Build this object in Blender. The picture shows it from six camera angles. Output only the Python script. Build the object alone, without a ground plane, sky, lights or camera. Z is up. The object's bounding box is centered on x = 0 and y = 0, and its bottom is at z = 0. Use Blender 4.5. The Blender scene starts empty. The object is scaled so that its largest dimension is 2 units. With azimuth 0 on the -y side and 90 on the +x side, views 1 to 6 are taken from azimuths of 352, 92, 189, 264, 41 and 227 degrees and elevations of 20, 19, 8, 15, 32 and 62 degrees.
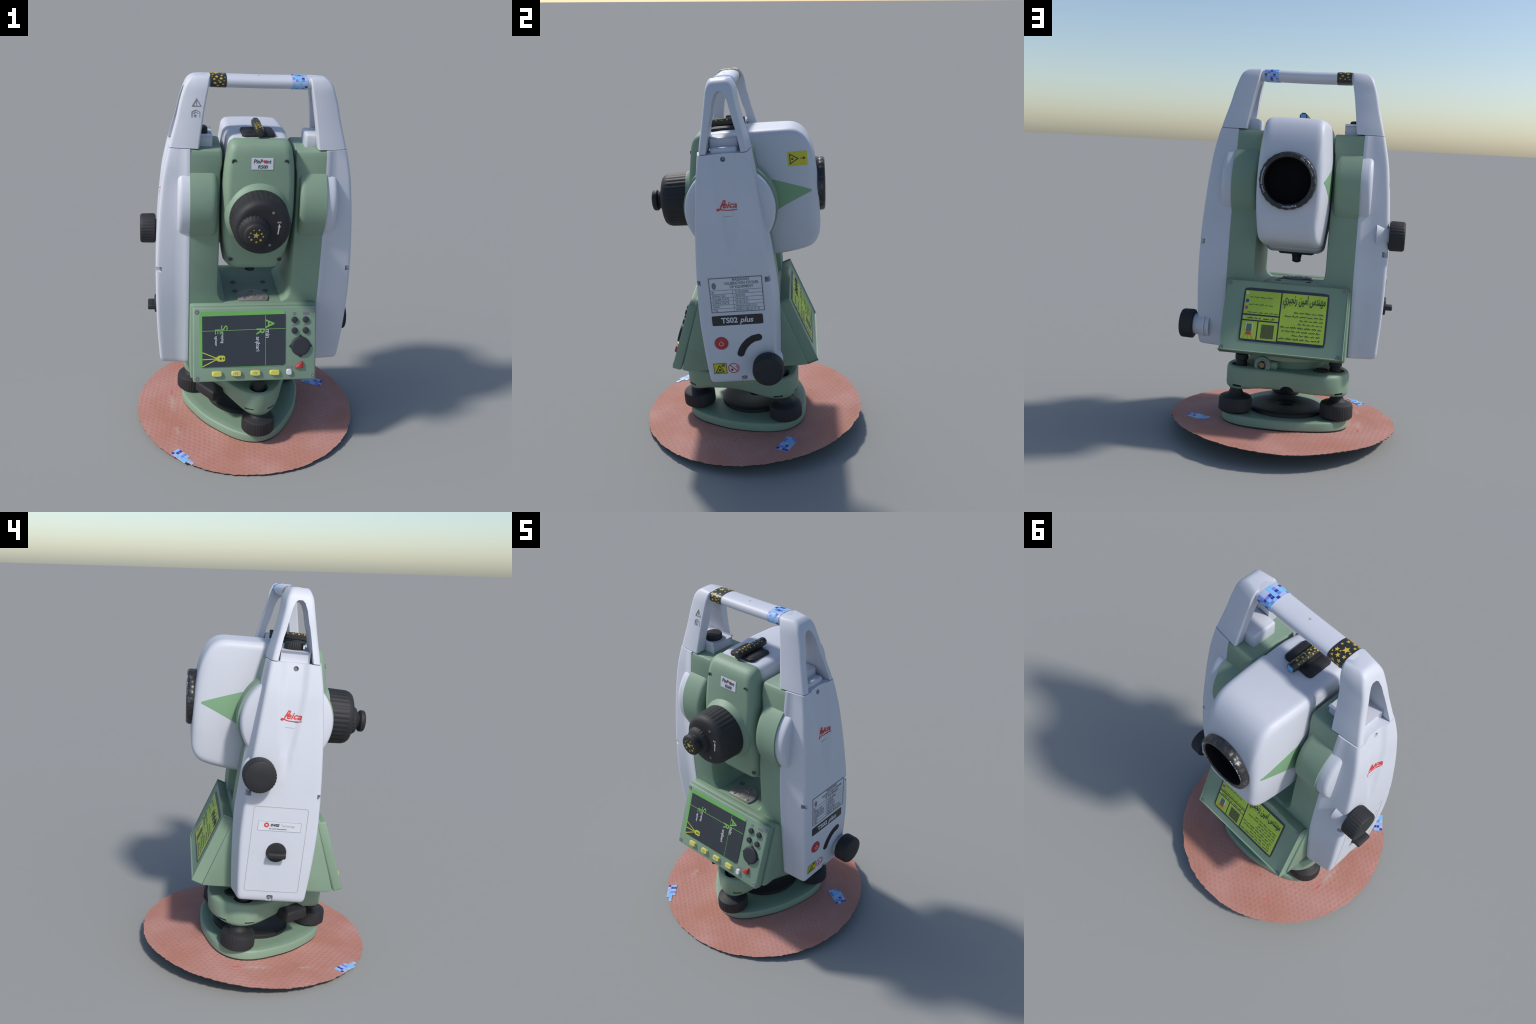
# Surveying total station on a tribrach, standing on a round embossed mat.
# Everything is modelled in the instrument's own upright frame (X right, Y back, Z up);
# the two top-level things carry the small tilt with which the real set stands.
import bpy, bmesh, math, random
from math import sin, cos, pi, radians, sqrt, atan2
from mathutils import Vector, Matrix, noise

random.seed(7)
COL = bpy.context.scene.collection
FRAME = Matrix.Translation((-0.0100, 0.0, 0.057)) @ Matrix.Rotation(radians(4.5), 4, 'X') @ Matrix.Rotation(radians(-0.35), 4, 'Y')


# ------------------------------------------------------------------ helpers
def lerp(a, b, t):
    return a + (b - a) * t


def curve(table):
    """Piecewise profile with smooth (Catmull-Rom/Hermite) interpolation."""
    xs = [p[0] for p in table]
    ys = [p[1] for p in table]

    def slope(i):
        if i == 0:
            return (ys[1] - ys[0]) / (xs[1] - xs[0])
        if i == len(xs) - 1:
            return (ys[-1] - ys[-2]) / (xs[-1] - xs[-2])
        return (ys[i + 1] - ys[i - 1]) / (xs[i + 1] - xs[i - 1])

    def f(x):
        if x <= xs[0]:
            return ys[0]
        if x >= xs[-1]:
            return ys[-1]
        for i in range(len(xs) - 1):
            if x <= xs[i + 1]:
                h = xs[i + 1] - xs[i]
                t = (x - xs[i]) / h
                t2, t3 = t * t, t * t * t
                return ((2 * t3 - 3 * t2 + 1) * ys[i] + (t3 - 2 * t2 + t) * h * slope(i)
                        + (-2 * t3 + 3 * t2) * ys[i + 1] + (t3 - t2) * h * slope(i + 1))
    return f


def smooth01(t):
    t = max(0.0, min(1.0, t))
    return t * t * (3 - 2 * t)


class Geo:
    """Vertex/face accumulator."""

    def __init__(self):
        self.v, self.f, self.m = [], [], []

    def add(self, verts, faces, mat=0):
        o = len(self.v)
        self.v += [tuple(p) for p in verts]
        for fa in faces:
            self.f.append(tuple(i + o for i in fa))
            self.m.append(mat)
        return self

    def bm(self, bm, mat=0):
        bm.verts.index_update()
        self.add([v.co[:] for v in bm.verts], [[v.index for v in f.verts] for f in bm.faces], mat)
        bm.free()
        return self

    def mapped(self, fn):
        self.v = [tuple(fn(*p)) for p in self.v]
        return self


def mesh_from(name, geo, mats, sharp=35.0, fix=True):
    me = bpy.data.meshes.new(name)
    me.from_pydata(geo.v, [], geo.f)
    for m in mats:
        me.materials.append(m)
    if len(mats) > 1:
        me.polygons.foreach_set('material_index', geo.m)
    if fix:
        b = bmesh.new()
        b.from_mesh(me)
        bmesh.ops.remove_doubles(b, verts=b.verts, dist=1e-6)
        bmesh.ops.recalc_face_normals(b, faces=b.faces)
        b.to_mesh(me)
        b.free()
    me.shade_smooth()
    me.set_sharp_from_angle(angle=radians(sharp))
    return me


def obj_from(name, geo, mats, parent=None, sharp=35.0, fix=True, kind=None):
    if not isinstance(mats, (list, tuple)):
        mats = [mats]
    ob = bpy.data.objects.new(name, mesh_from(name, geo, mats, sharp, fix))
    COL.objects.link(ob)
    if parent is not None:
        ob.parent = parent
    if kind:
        ob['kind'] = kind
    return ob


def boolean(ob, cutter_geo, op='DIFFERENCE', sharp=35.0):
    cut = obj_from('cutter', cutter_geo, [ob.data.materials[0]], ob.parent)
    md = ob.modifiers.new('b', 'BOOLEAN')
    md.object = cut
    md.operation = op
    md.solver = 'EXACT'
    dg = bpy.context.evaluated_depsgraph_get()
    me = bpy.data.meshes.new_from_object(ob.evaluated_get(dg))
    ob.modifiers.clear()
    old = ob.data
    nm = old.name
    ob.data = me
    bpy.data.meshes.remove(old)
    me.name = nm
    cm = cut.data
    bpy.data.objects.remove(cut)
    bpy.data.meshes.remove(cm)
    me.shade_smooth()
    me.set_sharp_from_angle(angle=radians(sharp))


def loft(sections, caps=True, closed=True):
    """Skin a list of equally long point rings."""
    g = Geo()
    n = len(sections[0])
    vs = [p for s in sections for p in s]
    fs = []
    for k in range(len(sections) - 1):
        for i in range(n if closed else n - 1):
            j = (i + 1) % n
            fs.append((k * n + i, k * n + j, (k + 1) * n + j, (k + 1) * n + i))
    if caps:
        fs.append(tuple(reversed(range(n))))
        fs.append(tuple(range((len(sections) - 1) * n, len(sections) * n)))
    return g.add(vs, fs)


def lathe(profile, n=64, ribs=0, rib_depth=0.0, rib_range=(0, 0), caps=True):
    """Turn (radius, height) pairs about the local z axis; ribs corrugate part of it."""
    secs = []
    for r, h in profile:
        ring = []
        for i in range(n):
            a = 2 * pi * i / n
            rr = r
            if ribs and rib_range[0] <= h <= rib_range[1]:
                rr -= rib_depth * (0.5 - 0.5 * cos(a * ribs)) ** 2
            ring.append((rr * cos(a), rr * sin(a), h))
        secs.append(ring)
    return loft(secs, caps)


def axis_frame(origin, z, up=(0, 0, 1)):
    z = Vector(z).normalized()
    x = Vector(up).cross(z)
    if x.length < 1e-5:
        x = Vector((1, 0, 0))
    x.normalize()
    y = z.cross(x)
    m = Matrix((x, y, z)).transposed().to_4x4()
    m.translation = Vector(origin)
    return m


def xform(geo, m):
    geo.v = [tuple(m @ Vector(p)) for p in geo.v]
    return geo


def rbox(x0, x1, y0, y1, z0, z1, bev=0.006, seg=3):
    bm = bmesh.new()
    bmesh.ops.create_cube(bm, size=1.0)
    for v in bm.verts:
        v.co = (lerp(x0, x1, v.co.x + .5), lerp(y0, y1, v.co.y + .5), lerp(z0, z1, v.co.z + .5))
    if bev > 0:
        bmesh.ops.bevel(bm, geom=bm.edges[:], offset=bev, segments=seg, profile=.5, affect='EDGES')
    return Geo().bm(bm)


def prism(poly, h0, h1, fn, bev=0.0, seg=3):
    """Extrude a 2D polygon between two heights; fn maps (a, b, h) to xyz."""
    bm = bmesh.new()
    lo = [bm.verts.new(fn(a, b, h0)) for a, b in poly]
    hi = [bm.verts.new(fn(a, b, h1)) for a, b in poly]
    n = len(poly)
    bm.faces.new(lo)
    bm.faces.new(list(reversed(hi)))
    for i in range(n):
        bm.faces.new((lo[i], hi[i], hi[(i + 1) % n], lo[(i + 1) % n]))
    bmesh.ops.recalc_face_normals(bm, faces=bm.faces)
    if bev > 0:
        bmesh.ops.bevel(bm, geom=bm.edges[:], offset=bev, segments=seg, profile=.5, affect='EDGES', clamp_overlap=True)
    return Geo().bm(bm)


def yz(a, b, h):
    return (h, a, b)


def xy(a, b, h):
    return (a, b, h)


# ---- thin printed or stuck-on shapes: (u, v) outline + height w above a surface
def slab(polys, mapf, w=0.0012, sink=0.002):
    g = Geo()
    for poly in polys:
        bm = bmesh.new()
        top = [bm.verts.new((a, b, w)) for a, b in poly]
        bot = [bm.verts.new((a, b, -sink)) for a, b in poly]
        n = len(poly)
        f = bm.faces.new(top)
        for i in range(n):
            bm.faces.new((top[i], top[(i + 1) % n], bot[(i + 1) % n], bot[i]))
        bmesh.ops.triangulate(bm, faces=[f])
        g.bm(bm)
    return g.mapped(mapf)


def sheet(u0, u1, v0, v1, mapf, nu=12, nv=12, w=0.0012, sink=0.002, r=0.0):
    """Rectangular label as a fine grid so that it follows a curved surface; r rounds corners."""
    def pt(i, j):
        u, v = lerp(u0, u1, i / nu), lerp(v0, v1, j / nv)
        if r > 0:
            cx = min(max(u, min(u0, u1) + r), max(u0, u1) - r)
            cy = min(max(v, min(v0, v1) + r), max(v0, v1) - r)
            dx, dy = u - cx, v - cy
            m = max(abs(dx), abs(dy))
            d = sqrt(dx * dx + dy * dy)
            if d > 1e-9 and abs(dx) > 1e-9 and abs(dy) > 1e-9:
                u, v = cx + dx * m / d, cy + dy * m / d
        return u, v
    vs, fs = [], []
    for j in range(nv + 1):
        for i in range(nu + 1):
            u, v = pt(i, j)
            vs.append((u, v, w))
    W = nu + 1
    for j in range(nv):
        for i in range(nu):
            fs.append((j * W + i, j * W + i + 1, (j + 1) * W + i + 1, (j + 1) * W + i))
    rim = ([j for j in range(W)] + [j * W + nu for j in range(1, nv + 1)]
           + [nv * W + i for i in range(nu - 1, -1, -1)] + [j * W for j in range(nv - 1, 0, -1)])
    o = len(vs)
    for k in rim:
        vs.append((vs[k][0], vs[k][1], -sink))
    m = len(rim)
    for k in range(m):
        fs.append((rim[k], o + k, o + (k + 1) % m, rim[(k + 1) % m]))
    return Geo().add(vs, fs).mapped(mapf)


def dense(pts, step=.02):
    out = []
    for a, b in zip(pts, pts[1:] + pts[:1]):
        n = max(1, int(sqrt((a[0] - b[0]) ** 2 + (a[1] - b[1]) ** 2) / step))
        out += [(lerp(a[0], b[0], k / n), lerp(a[1], b[1], k / n)) for k in range(n)]
    return out


def ribbon(pts, width, closed=False):
    """Polyline turned into one band polygon list (mitred quads sharing no area)."""
    n = len(pts)
    L, R = [], []
    for i in range(n):
        p = Vector(pts[i])
        a = Vector(pts[(i - 1) % n]) if (closed or i > 0) else None
        b = Vector(pts[(i + 1) % n]) if (closed or i < n - 1) else None
        d1 = (p - a).normalized() if a is not None else None
        d2 = (b - p).normalized() if b is not None else None
        d1 = d1 or d2
        d2 = d2 or d1
        t = (d1 + d2)
        t = t.normalized() if t.length > 1e-6 else d1
        nrm = Vector((-t.y, t.x))
        k = 1.0 / max(0.35, nrm.dot(Vector((-d1.y, d1.x))))
        L.append(tuple(p + nrm * width * .5 * k))
        R.append(tuple(p - nrm * width * .5 * k))
    out = []
    for i in range(n if closed else n - 1):
        j = (i + 1) % n
        out.append([L[i], R[i], R[j], L[j]])
    return out


def arc(cx, cy, r, a0, a1, n, ry=None):
    ry = ry or r
    return [(cx + r * cos(radians(lerp(a0, a1, i / n))), cy + ry * sin(radians(lerp(a0, a1, i / n)))) for i in range(n + 1)]


def disc(cx, cy, r, n=20, ry=None):
    return arc(cx, cy, r, 0, 360, n, ry)[:-1]


def star(cx, cy, r, rot=0.0, k=0.45):
    return [(cx + (r if i % 2 == 0 else r * k) * sin(rot + i * pi / 5), cy + (r if i % 2 == 0 else r * k) * cos(rot + i * pi / 5)) for i in range(10)]


def text_geo(body, size, place, w=0.0012, sink=0.0015, shear=0.0, align='LEFT', width=None, bold=0.0, res=3):
    """Lettering in the built-in font; place(tu, tv, w) puts text coordinates on a surface."""
    cu = bpy.data.curves.new('letters', 'FONT')
    cu.body = body
    cu.size = size
    cu.shear = shear
    cu.align_x = align
    cu.extrude = 0.5
    cu.offset = bold
    cu.resolution_u = res
    ob = bpy.data.objects.new('letters', cu)
    COL.objects.link(ob)
    dg = bpy.context.evaluated_depsgraph_get()
    dg.update()
    me = bpy.data.meshes.new_from_object(ob.evaluated_get(dg))
    vs = [v.co.copy() for v in me.vertices]
    fs = [tuple(p.vertices) for p in me.polygons]
    bpy.data.objects.remove(ob)
    bpy.data.curves.remove(cu)
    bpy.data.meshes.remove(me)
    g = Geo()
    if not vs:
        return g
    if width:
        lo, hi = min(v.x for v in vs), max(v.x for v in vs)
        k = width / (hi - lo)
        base = {'LEFT': lo, 'CENTER': (lo + hi) / 2, 'RIGHT': hi}[align]
        for v in vs:
            v.x = (v.x - base) * k
    g.add([place(v.x, v.y, w if v.z > 0 else -sink) for v in vs], fs)
    return g


def join(*gs):
    out = Geo()
    for g in gs:
        o = len(out.v)
        out.v += g.v
        out.f += [tuple(i + o for i in f) for f in g.f]
        out.m += g.m
    return out


# ------------------------------------------------------------------ materials
def material(name, col, rough=.5, metal=0.0, var=0.06, scale=6.0, spec=.5, bump=0.0, bscale=200.0, coat=0.0, dirt=None, dirt_amt=0.0, dirt_scale=9.0):
    m = bpy.data.materials.new(name)
    m.use_nodes = True
    nt = m.node_tree
    N, L = nt.nodes, nt.links
    bs = N['Principled BSDF']
    bs.inputs['Roughness'].default_value = rough
    bs.inputs['Metallic'].default_value = metal
    bs.inputs['Specular IOR Level'].default_value = spec
    bs.inputs['Coat Weight'].default_value = coat
    tc = N.new('ShaderNodeTexCoord')
    no = N.new('ShaderNodeTexNoise')
    no.inputs['Scale'].default_value = scale
    no.inputs['Detail'].default_value = 5
    L.new(tc.outputs['Object'], no.inputs['Vector'])
    cr = N.new('ShaderNodeValToRGB')
    cr.color_ramp.elements[0].position = .3
    cr.color_ramp.elements[1].position = .7
    cr.color_ramp.elements[0].color = [c * (1 - var) for c in col] + [1]
    cr.color_ramp.elements[1].color = [min(1, c * (1 + var)) for c in col] + [1]
    L.new(no.outputs['Fac'], cr.inputs['Fac'])
    out = cr.outputs['Color']
    if dirt:
        n2 = N.new('ShaderNodeTexNoise')
        n2.inputs['Scale'].default_value = dirt_scale
        n2.inputs['Detail'].default_value = 8
        n2.inputs['Roughness'].default_value = .7
        L.new(tc.outputs['Object'], n2.inputs['Vector'])
        r2 = N.new('ShaderNodeValToRGB')
        r2.color_ramp.elements[0].position = .55
        r2.color_ramp.elements[1].position = .78
        r2.color_ramp.elements[0].color = (0, 0, 0, 1)
        r2.color_ramp.elements[1].color = (dirt_amt,) * 3 + (1,)
        L.new(n2.outputs['Fac'], r2.inputs['Fac'])
        mx = N.new('ShaderNodeMix')
        mx.data_type = 'RGBA'
        L.new(r2.outputs['Color'], mx.inputs['Factor'])
        L.new(out, mx.inputs['A'])
        mx.inputs['B'].default_value = list(dirt) + [1]
        out = mx.outputs['Result']
    L.new(out, bs.inputs['Base Color'])
    if bump > 0:
        n3 = N.new('ShaderNodeTexNoise')
        n3.inputs['Scale'].default_value = bscale
        n3.inputs['Detail'].default_value = 2
        L.new(tc.outputs['Object'], n3.inputs['Vector'])
        bp = N.new('ShaderNodeBump')
        bp.inputs['Strength'].default_value = bump
        bp.inputs['Distance'].default_value = .002
        L.new(n3.outputs['Fac'], bp.inputs['Height'])
        L.new(bp.outputs['Normal'], bs.inputs['Normal'])
    return m


WHITE = material('white_shell_plastic', (.55, .568, .635), rough=.5, var=.02, scale=4, dirt=(.42, .40, .36), dirt_amt=.16, dirt_scale=7, bump=.05)
GREEN = material('green_hammered_paint', (.205, .300, .217), rough=.55, var=.05, scale=5, dirt=(.17, .22, .15), dirt_amt=.3, dirt_scale=11, bump=.06)
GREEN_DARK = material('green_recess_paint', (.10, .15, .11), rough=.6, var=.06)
ARROW = material('light_green_print', (.20, .36, .205), rough=.5, var=.03)
BLACK = material('black_rubber', (.020, .020, .023), rough=.62, var=.15, scale=14, spec=.4, bump=.15, bscale=160)
BLACK_PLATE = material('black_cast_plate', (.014, .014, .016), rough=.6, var=.2, scale=8)
GLOSS_BLACK = material('black_gloss_ring', (.022, .022, .024), rough=.36, var=.3, scale=20, dirt=(.30, .32, .36), dirt_amt=.55, dirt_scale=26)
LENS_CAP = material('dark_lens_cap', (.005, .005, .006), rough=.75, var=.2, spec=.08)
GROOVE = material('dark_gap', (.03, .035, .035), rough=.8)
LINE_GREY = material('grey_panel_line', (.36, .36, .37), rough=.6)
SCREW = material('grey_screw_steel', (.23, .23, .245), rough=.45, metal=.3, var=.15, scale=60)
STEEL = material('brushed_plate_steel', (.27, .26, .235), rough=.55, metal=.3, var=.12, scale=18)
BRASS = material('brass_pin', (.24, .17, .08), rough=.4, metal=.5)
SCREEN = material('dark_blue_display', (.030, .037, .048), rough=.4, var=.06, scale=5)
SCREEN_RIM = material('bright_green_display_edge', (.155, .42, .10), rough=.5, var=.05)
SCREEN_GREEN = material('display_green_letters', (.19, .42, .10), rough=.5)
SCREEN_WHITE = material('display_white_letters', (.62, .64, .70), rough=.5)
SCREEN_YELLOW = material('display_yellow_sign', (.52, .55, .05), rough=.5)
KEY_YELLOW = material('yellow_key_plastic', (.60, .55, .12), rough=.45, var=.05)
KEY_RED = material('red_key_plastic', (.42, .030, .035), rough=.4, var=.06)
KEY_WHITE = material('white_key_plastic', (.62, .62, .66), rough=.4)
KEY_BLACK = material('black_key_rubber', (.024, .025, .034), rough=.55, var=.08)
INK = material('black_ink', (.03, .03, .034), rough=.6)
INK_GREY = material('grey_ink', (.17, .18, .20), rough=.6)
LABEL = material('grey_white_label', (.58, .60, .66), rough=.5, var=.03)
LABEL_BLACK = material('black_label', (.022, .023, .026), rough=.45)
LABEL_YELLOW = material('warning_yellow_label', (.56, .50, .02), rough=.5, var=.04)
LABEL_LIME = material('lime_label', (.39, .54, .055), rough=.5, var=.05, scale=9)
LABEL_RIM = material('dark_label_edge', (.035, .037, .055), rough=.5)
OLIVE = material('dark_olive_print', (.085, .10, .03), rough=.6, var=.35, scale=260)
RED_INK = material('red_ink', (.55, .045, .04), rough=.55)
BLUE_INK = material('blue_ink', (.03, .06, .42), rough=.5)
PINK_INK = material('magenta_ink', (.45, .05, .25), rough=.5)
ORANGE_INK = material('orange_ink', (.55, .22, .04), rough=.5)
TAPE_BLACK = material('black_star_tape', (.022, .021, .021), rough=.4, var=.1)
TAPE_GOLD = material('gold_star_print', (.52, .40, .05), rough=.45, var=.15, scale=40)
TILE_PALE = material('mosaic_pale', (.40, .47, .68), rough=.45, var=.05)
TILE_SKY = material('mosaic_sky', (.20, .50, .82), rough=.45, var=.08)
TILE_MID = material('mosaic_mid_blue', (.14, .24, .68), rough=.45, var=.08)
TILE_DARK = material('mosaic_dark_blue', (.035, .035, .33), rough=.45, var=.1)
MOSAIC = [TILE_PALE, TILE_SKY, TILE_MID, TILE_DARK]
LENS_BLUE = material('blue_coated_lens', (.12, .32, .62), rough=.15, var=.2, scale=60)
RUBBER_FOOT = material('dark_foot_rubber', (.03, .03, .028), rough=.8)


# ------------------------------------------------------------------ the thing
station = bpy.data.objects.new('total_station', None)
COL.objects.link(station)
station.matrix_world = FRAME
station['label'] = 'white and green surveying total station on a three-screw tribrach'
station['category'] = 'surveying instrument'

# ---- outlines of the side (yoke) seen from the side: back edge, front edge is its mirror
YC = 0.018
back_in = curve([(.40, .198), (.55, .211), (.80, .225), (.92, .221), (1.15, .203), (1.49, .162), (1.61, .147), (1.70, .132), (1.80, .114), (1.92, .092)])
back_out = curve([(.40, .170), (.43, .175), (.60, .188), (.76, .195), (.99, .187), (1.20, .170), (1.40, .153), (1.60, .132), (1.70, .117), (1.79, .101), (1.88, .084), (1.92, .076), (1.96, .068)])
front_out = curve([(.40, -.153), (.43, -.160), (.60, -.171), (.80, -.176), (1.0, -.167), (1.20, -.152), (1.35, -.138), (1.50, -.120), (1.60, -.101), (1.79, -.067), (1.92, -.042), (1.96, -.034)])
side_x = curve([(.40, .492), (.50, .499), (.60, .506), (.75, .512), (.90, .514), (1.04, .512), (1.24, .501), (1.39, .487), (1.47, .477), (1.60, .450), (1.75, .411), (1.83, .393), (1.92, .362), (1.945, .345)])


front_in = curve([(.40, -.166), (.75, -.179), (.95, -.183), (1.15, -.177), (1.49, -.137), (1.61, -.118), (1.70, -.100), (1.80, -.080), (1.92, -.056)])


XI = 0.343   # plane where green yoke meets white shell
SEAM = 1.604  # height where shell ends and handle begins


def spear(y, z):
    """Shallow tapering scoop down the middle of the shell's outer face."""
    if z < .98 or z > 1.70:
        return 0.0
    hw = .062 * smooth01((z - .98) / .55) + .004
    d = abs(y - YC) / hw
    return .013 * (1 - smooth01((d - .55) / .55)) * smooth01((z - 1.0) / .25)


def skin_x(y, z):
    """Outer face of the shell at (y, z)."""
    return side_x(z) - spear(y, z)


def shell_section(z, s, shrink=0.0):
    xo, ybo, yfo = side_x(z) - shrink, back_out(z) + .004 - shrink * .5, front_out(z) - .004 + shrink * .5
    ybi, yfi = back_in(z) - shrink * .3, front_in(z) + shrink * .3
    rc = .020
    pts = []

    def wall(yi, yo, sg):
        # lip beside the green yoke, then the drafted wall, then the rounded corner
        out = [(XI, yi), (XI + .020, yi), (XI + .0215, yi - sg * .0012)]
        for t in (.4, .75):
            out.append((lerp(XI + .02, xo, t), lerp(yi - sg * .0012, yo, t)))
        for k in range(7):
            t = k / 6
            a = (xo - rc, lerp(yi - sg * .0012, yo, 1 - rc / (xo - XI)))
            c = (xo, yo - sg * rc)
            b = (xo, yo)
            out.append(tuple((1 - t) ** 2 * a[i] + 2 * t * (1 - t) * b[i] + t * t * c[i] for i in (0, 1)))
        return out
    bw = wall(ybi, ybo, 1)
    fw = wall(yfi, yfo, -1)
    pts += bw
    y0, y1 = bw[-1][1], fw[-1][1]
    nf = 22
    for k in range(1, nf):
        y = lerp(y0, y1, k / nf)
        pts.append((xo - spear(y, z), y))
    pts += list(reversed(fw))
    return [(s * x, y, z) for x, y in pts]


def mirrored(src, name):
    """Copy of a part reflected to the other flank."""
    ob = src.copy()
    ob.data = src.data.copy()
    ob.name = ob.data.name = name
    b = bmesh.new()
    b.from_mesh(ob.data)
    for v in b.verts:
        v.co.x = -v.co.x
    bmesh.ops.reverse_faces(b, faces=b.faces)
    b.to_mesh(ob.data)
    b.free()
    COL.objects.link(ob)
    return ob


def side_shell(s):
    zs = [.408, .411, .416, .424, .434] + [lerp(.446, SEAM - .002, i / 70) for i in range(71)]
    sh = {0: .018, 1: .010, 2: .005, 3: .002}
    g = loft([shell_section(z, s, sh.get(i, 0.0)) for i, z in enumerate(zs)])
    if s < 0:
        ob = mirrored(shell_right, 'side_cover')
    else:
        ob = obj_from('side_cover', g, WHITE, station, sharp=40)
    cut = Geo()
    for y, z in ((front_out(.977), .977), (back_out(.977), .977)):
        sg = -1 if y < 0 else 1
        cut = join(cut, rbox(s * (side_x(z) - .030), s * (side_x(z) + .05), y - .020, y + .016, z - .014, z + .014, 0))
    cut = join(cut, rbox(s * .475, s * .56, .001, .033, .38, .447, .006, 2))
    hole = xform(lathe([(.0125, -.016), (.0125, .06)], 24), axis_frame((s * (skin_x(.013, 1.576)), .013, 1.576), (s, 0, 0)))
    cut = join(cut, hole)
    if s > 0:
        boolean(ob, cut, sharp=40)
    # rounded trunnion boss that swells out of the shell
    prof = [(.2275, 0), (.2275, .036), (.2255, .046), (.220, .055), (.212, .060), (.15, .062)]
    boss = xform(lathe(prof, 72), axis_frame((s * XI, YC - .002, 1.306), (s, 0, 0)))
    obj_from('trunnion_boss', boss, WHITE, ob, sharp=40)
    # small dark discs sunk in the recesses
    sc = Geo()
    for y, z, x in ((front_out(.977) + .006, .977, side_x(.977) - .026), (back_out(.977) - .008, .977, side_x(.977) - .026), (.017, .430, .480)):
        sc = join(sc, xform(lathe([(.010, -.006), (.010, .003), (.007, .005)], 16), axis_frame((s * x, y, z), (s, 0, 0))))
    sc = join(sc, xform(lathe([(.0122, -.010), (.0122, -.008), (.006, -.006)], 20), axis_frame((s * (skin_x(.013, 1.576) - .004), .013, 1.576), (s, 0, 0))))
    obj_from('recessed_dark_disc', sc, SCREW, ob, kind='stuff')
    return ob


def on_shell(s):
    """(u to the viewer's right, z, lift) on the outer face of one shell."""
    def f(u, v, w):
        y = s * u
        return (s * (skin_x(y, v) + w), y, v)
    return f


shell_right = side_shell(1)
shell_left = side_shell(-1)

# ---- green yoke: base block, two standards with trunnion discs
def yoke():
    g = Geo()
    core = [(-.186, .782), (-.204, .794), (-.2145, .7815), (-.3405, .4175), (-.305, .406), (.310, .406), (.349, .4085), (.2215, .7725), (.212, .788), (.195, .782)]
    g = join(g, prism(core, -.337, .337, yz, .008, 2))
    for s in (1, -1):
        zs = [.410, .60, .76, .78, .80, .83] + [lerp(.87, 1.115, i / 6) for i in range(7)] + [lerp(1.15, 1.47, i / 8) for i in range(9)] + [1.49, 1.51, 1.53, 1.57, 1.590, 1.597, 1.600]
        secs = []
        for z in zs:
            inner = .192
            if z > 1.48:
                inner = lerp(.192, .184, smooth01((z - 1.48) / .05))
            if z < .86:
                inner = .192 - .045 * (1 - sqrt(max(0, 1 - ((.86 - max(z, .782)) / .078) ** 2)))
            sh = {1.590: .001, 1.597: .004, 1.600: .009}.get(z, 0)
            yb, yf = back_in(z) - sh - .001, front_in(z) + sh + .001
            r = .014
            x0 = inner + sh
            ring = [(XI + .002, yb), (x0 + r, yb), (x0 + r * .3, yb - r * .3), (x0, yb - r), (x0, lerp(yb, yf, .5)), (x0, yf + r), (x0 + r * .3, yf + r * .3), (x0 + r, yf), (XI + .002, yf)]
            secs.append([(s * x, y, z) for x, y in ring])
        g = join(g, loft(secs))
        prof = [(.18, 0), (.222, .000), (.231, .006), (.236, .016), (.2375, .03), (.2375, .1355)]
        g = join(g, xform(lathe(prof, 72), axis_frame((s * .2085, YC - .002, 1.306), (s, 0, 0))))
        # trunnion axle to the telescope
        g = join(g, xform(lathe([(.085, 0), (.085, .08)], 32), axis_frame((s * .14, YC - .002, 1.32), (s, 0, 0))))
    # round foot under the housing
    g = join(g, lathe([(.235, .362), (.262, .368), (.268, .376), (.268, .400), (.26, .410)], 72))
    g = join(g, lathe([(.20, .288), (.20, .366)], 64))
    return obj_from('alidade_frame', g, GREEN, station, sharp=38)


frame = yoke()
# screws on the floor of the yoke
fs = Geo()
for x, y in ((-.085, -.045), (.085, -.045), (-.085, .06), (.085, .06)):
    fs = join(fs, xform(lathe([(.015, -.004), (.015, .003), (.009, .004), (.007, .001)], 20), Matrix.Translation((x - .002, y, .782))))
obj_from('floor_screw', fs, GREEN_DARK, frame, kind='stuff')

# ---- laser plummet / level plate
lp = Geo()
outl = [(-.075, -.168), (.075, -.168)] + arc(0, -.128, .085, -28, 208, 24)
lp = prism(outl, .775, .792, xy, .004, 2)
lpl = obj_from('level_plate', lp, STEEL, station, sharp=40)
for k, (x, y) in enumerate(((-.052, -.150), (.052, -.150), (0, -.066))):
    h = obj_from('plate_screw', xform(lathe([(.0125, 0), (.0125, .003), (.009, .005)], 20), Matrix.Translation((x, y, .791))), SCREW, lpl)
obj_from('plate_ring', join(xform(lathe([(.036, 0), (.036, .003), (.031, .004), (.028, .0015), (.018, .0015), (.016, .004), (.010, .004)], 36), Matrix.Translation((0, -.122, .791)))), STEEL, lpl)


# ---- keypad panels
def panel_frame(front):
    if front:
        n, org = Vector((0, -.938, .3466)), Vector((0, -.3265, .612))
    else:
        n, org = Vector((0, .9388, .3444)), Vector((0, .3315, .6062))
    sgn = 1 if front else -1

    def f(u, z, w):
        # u: to the viewer's right, z: true height on the sloping face
        t = (z - org.z)
        y = org.y + (t * .3466 / .938 if front else -t * .3444 / .9388)
        return (sgn * u + 0.0, y + n.y * w, z + n.z * w)
    return f


FF, RF = panel_frame(True), panel_frame(False)


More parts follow.
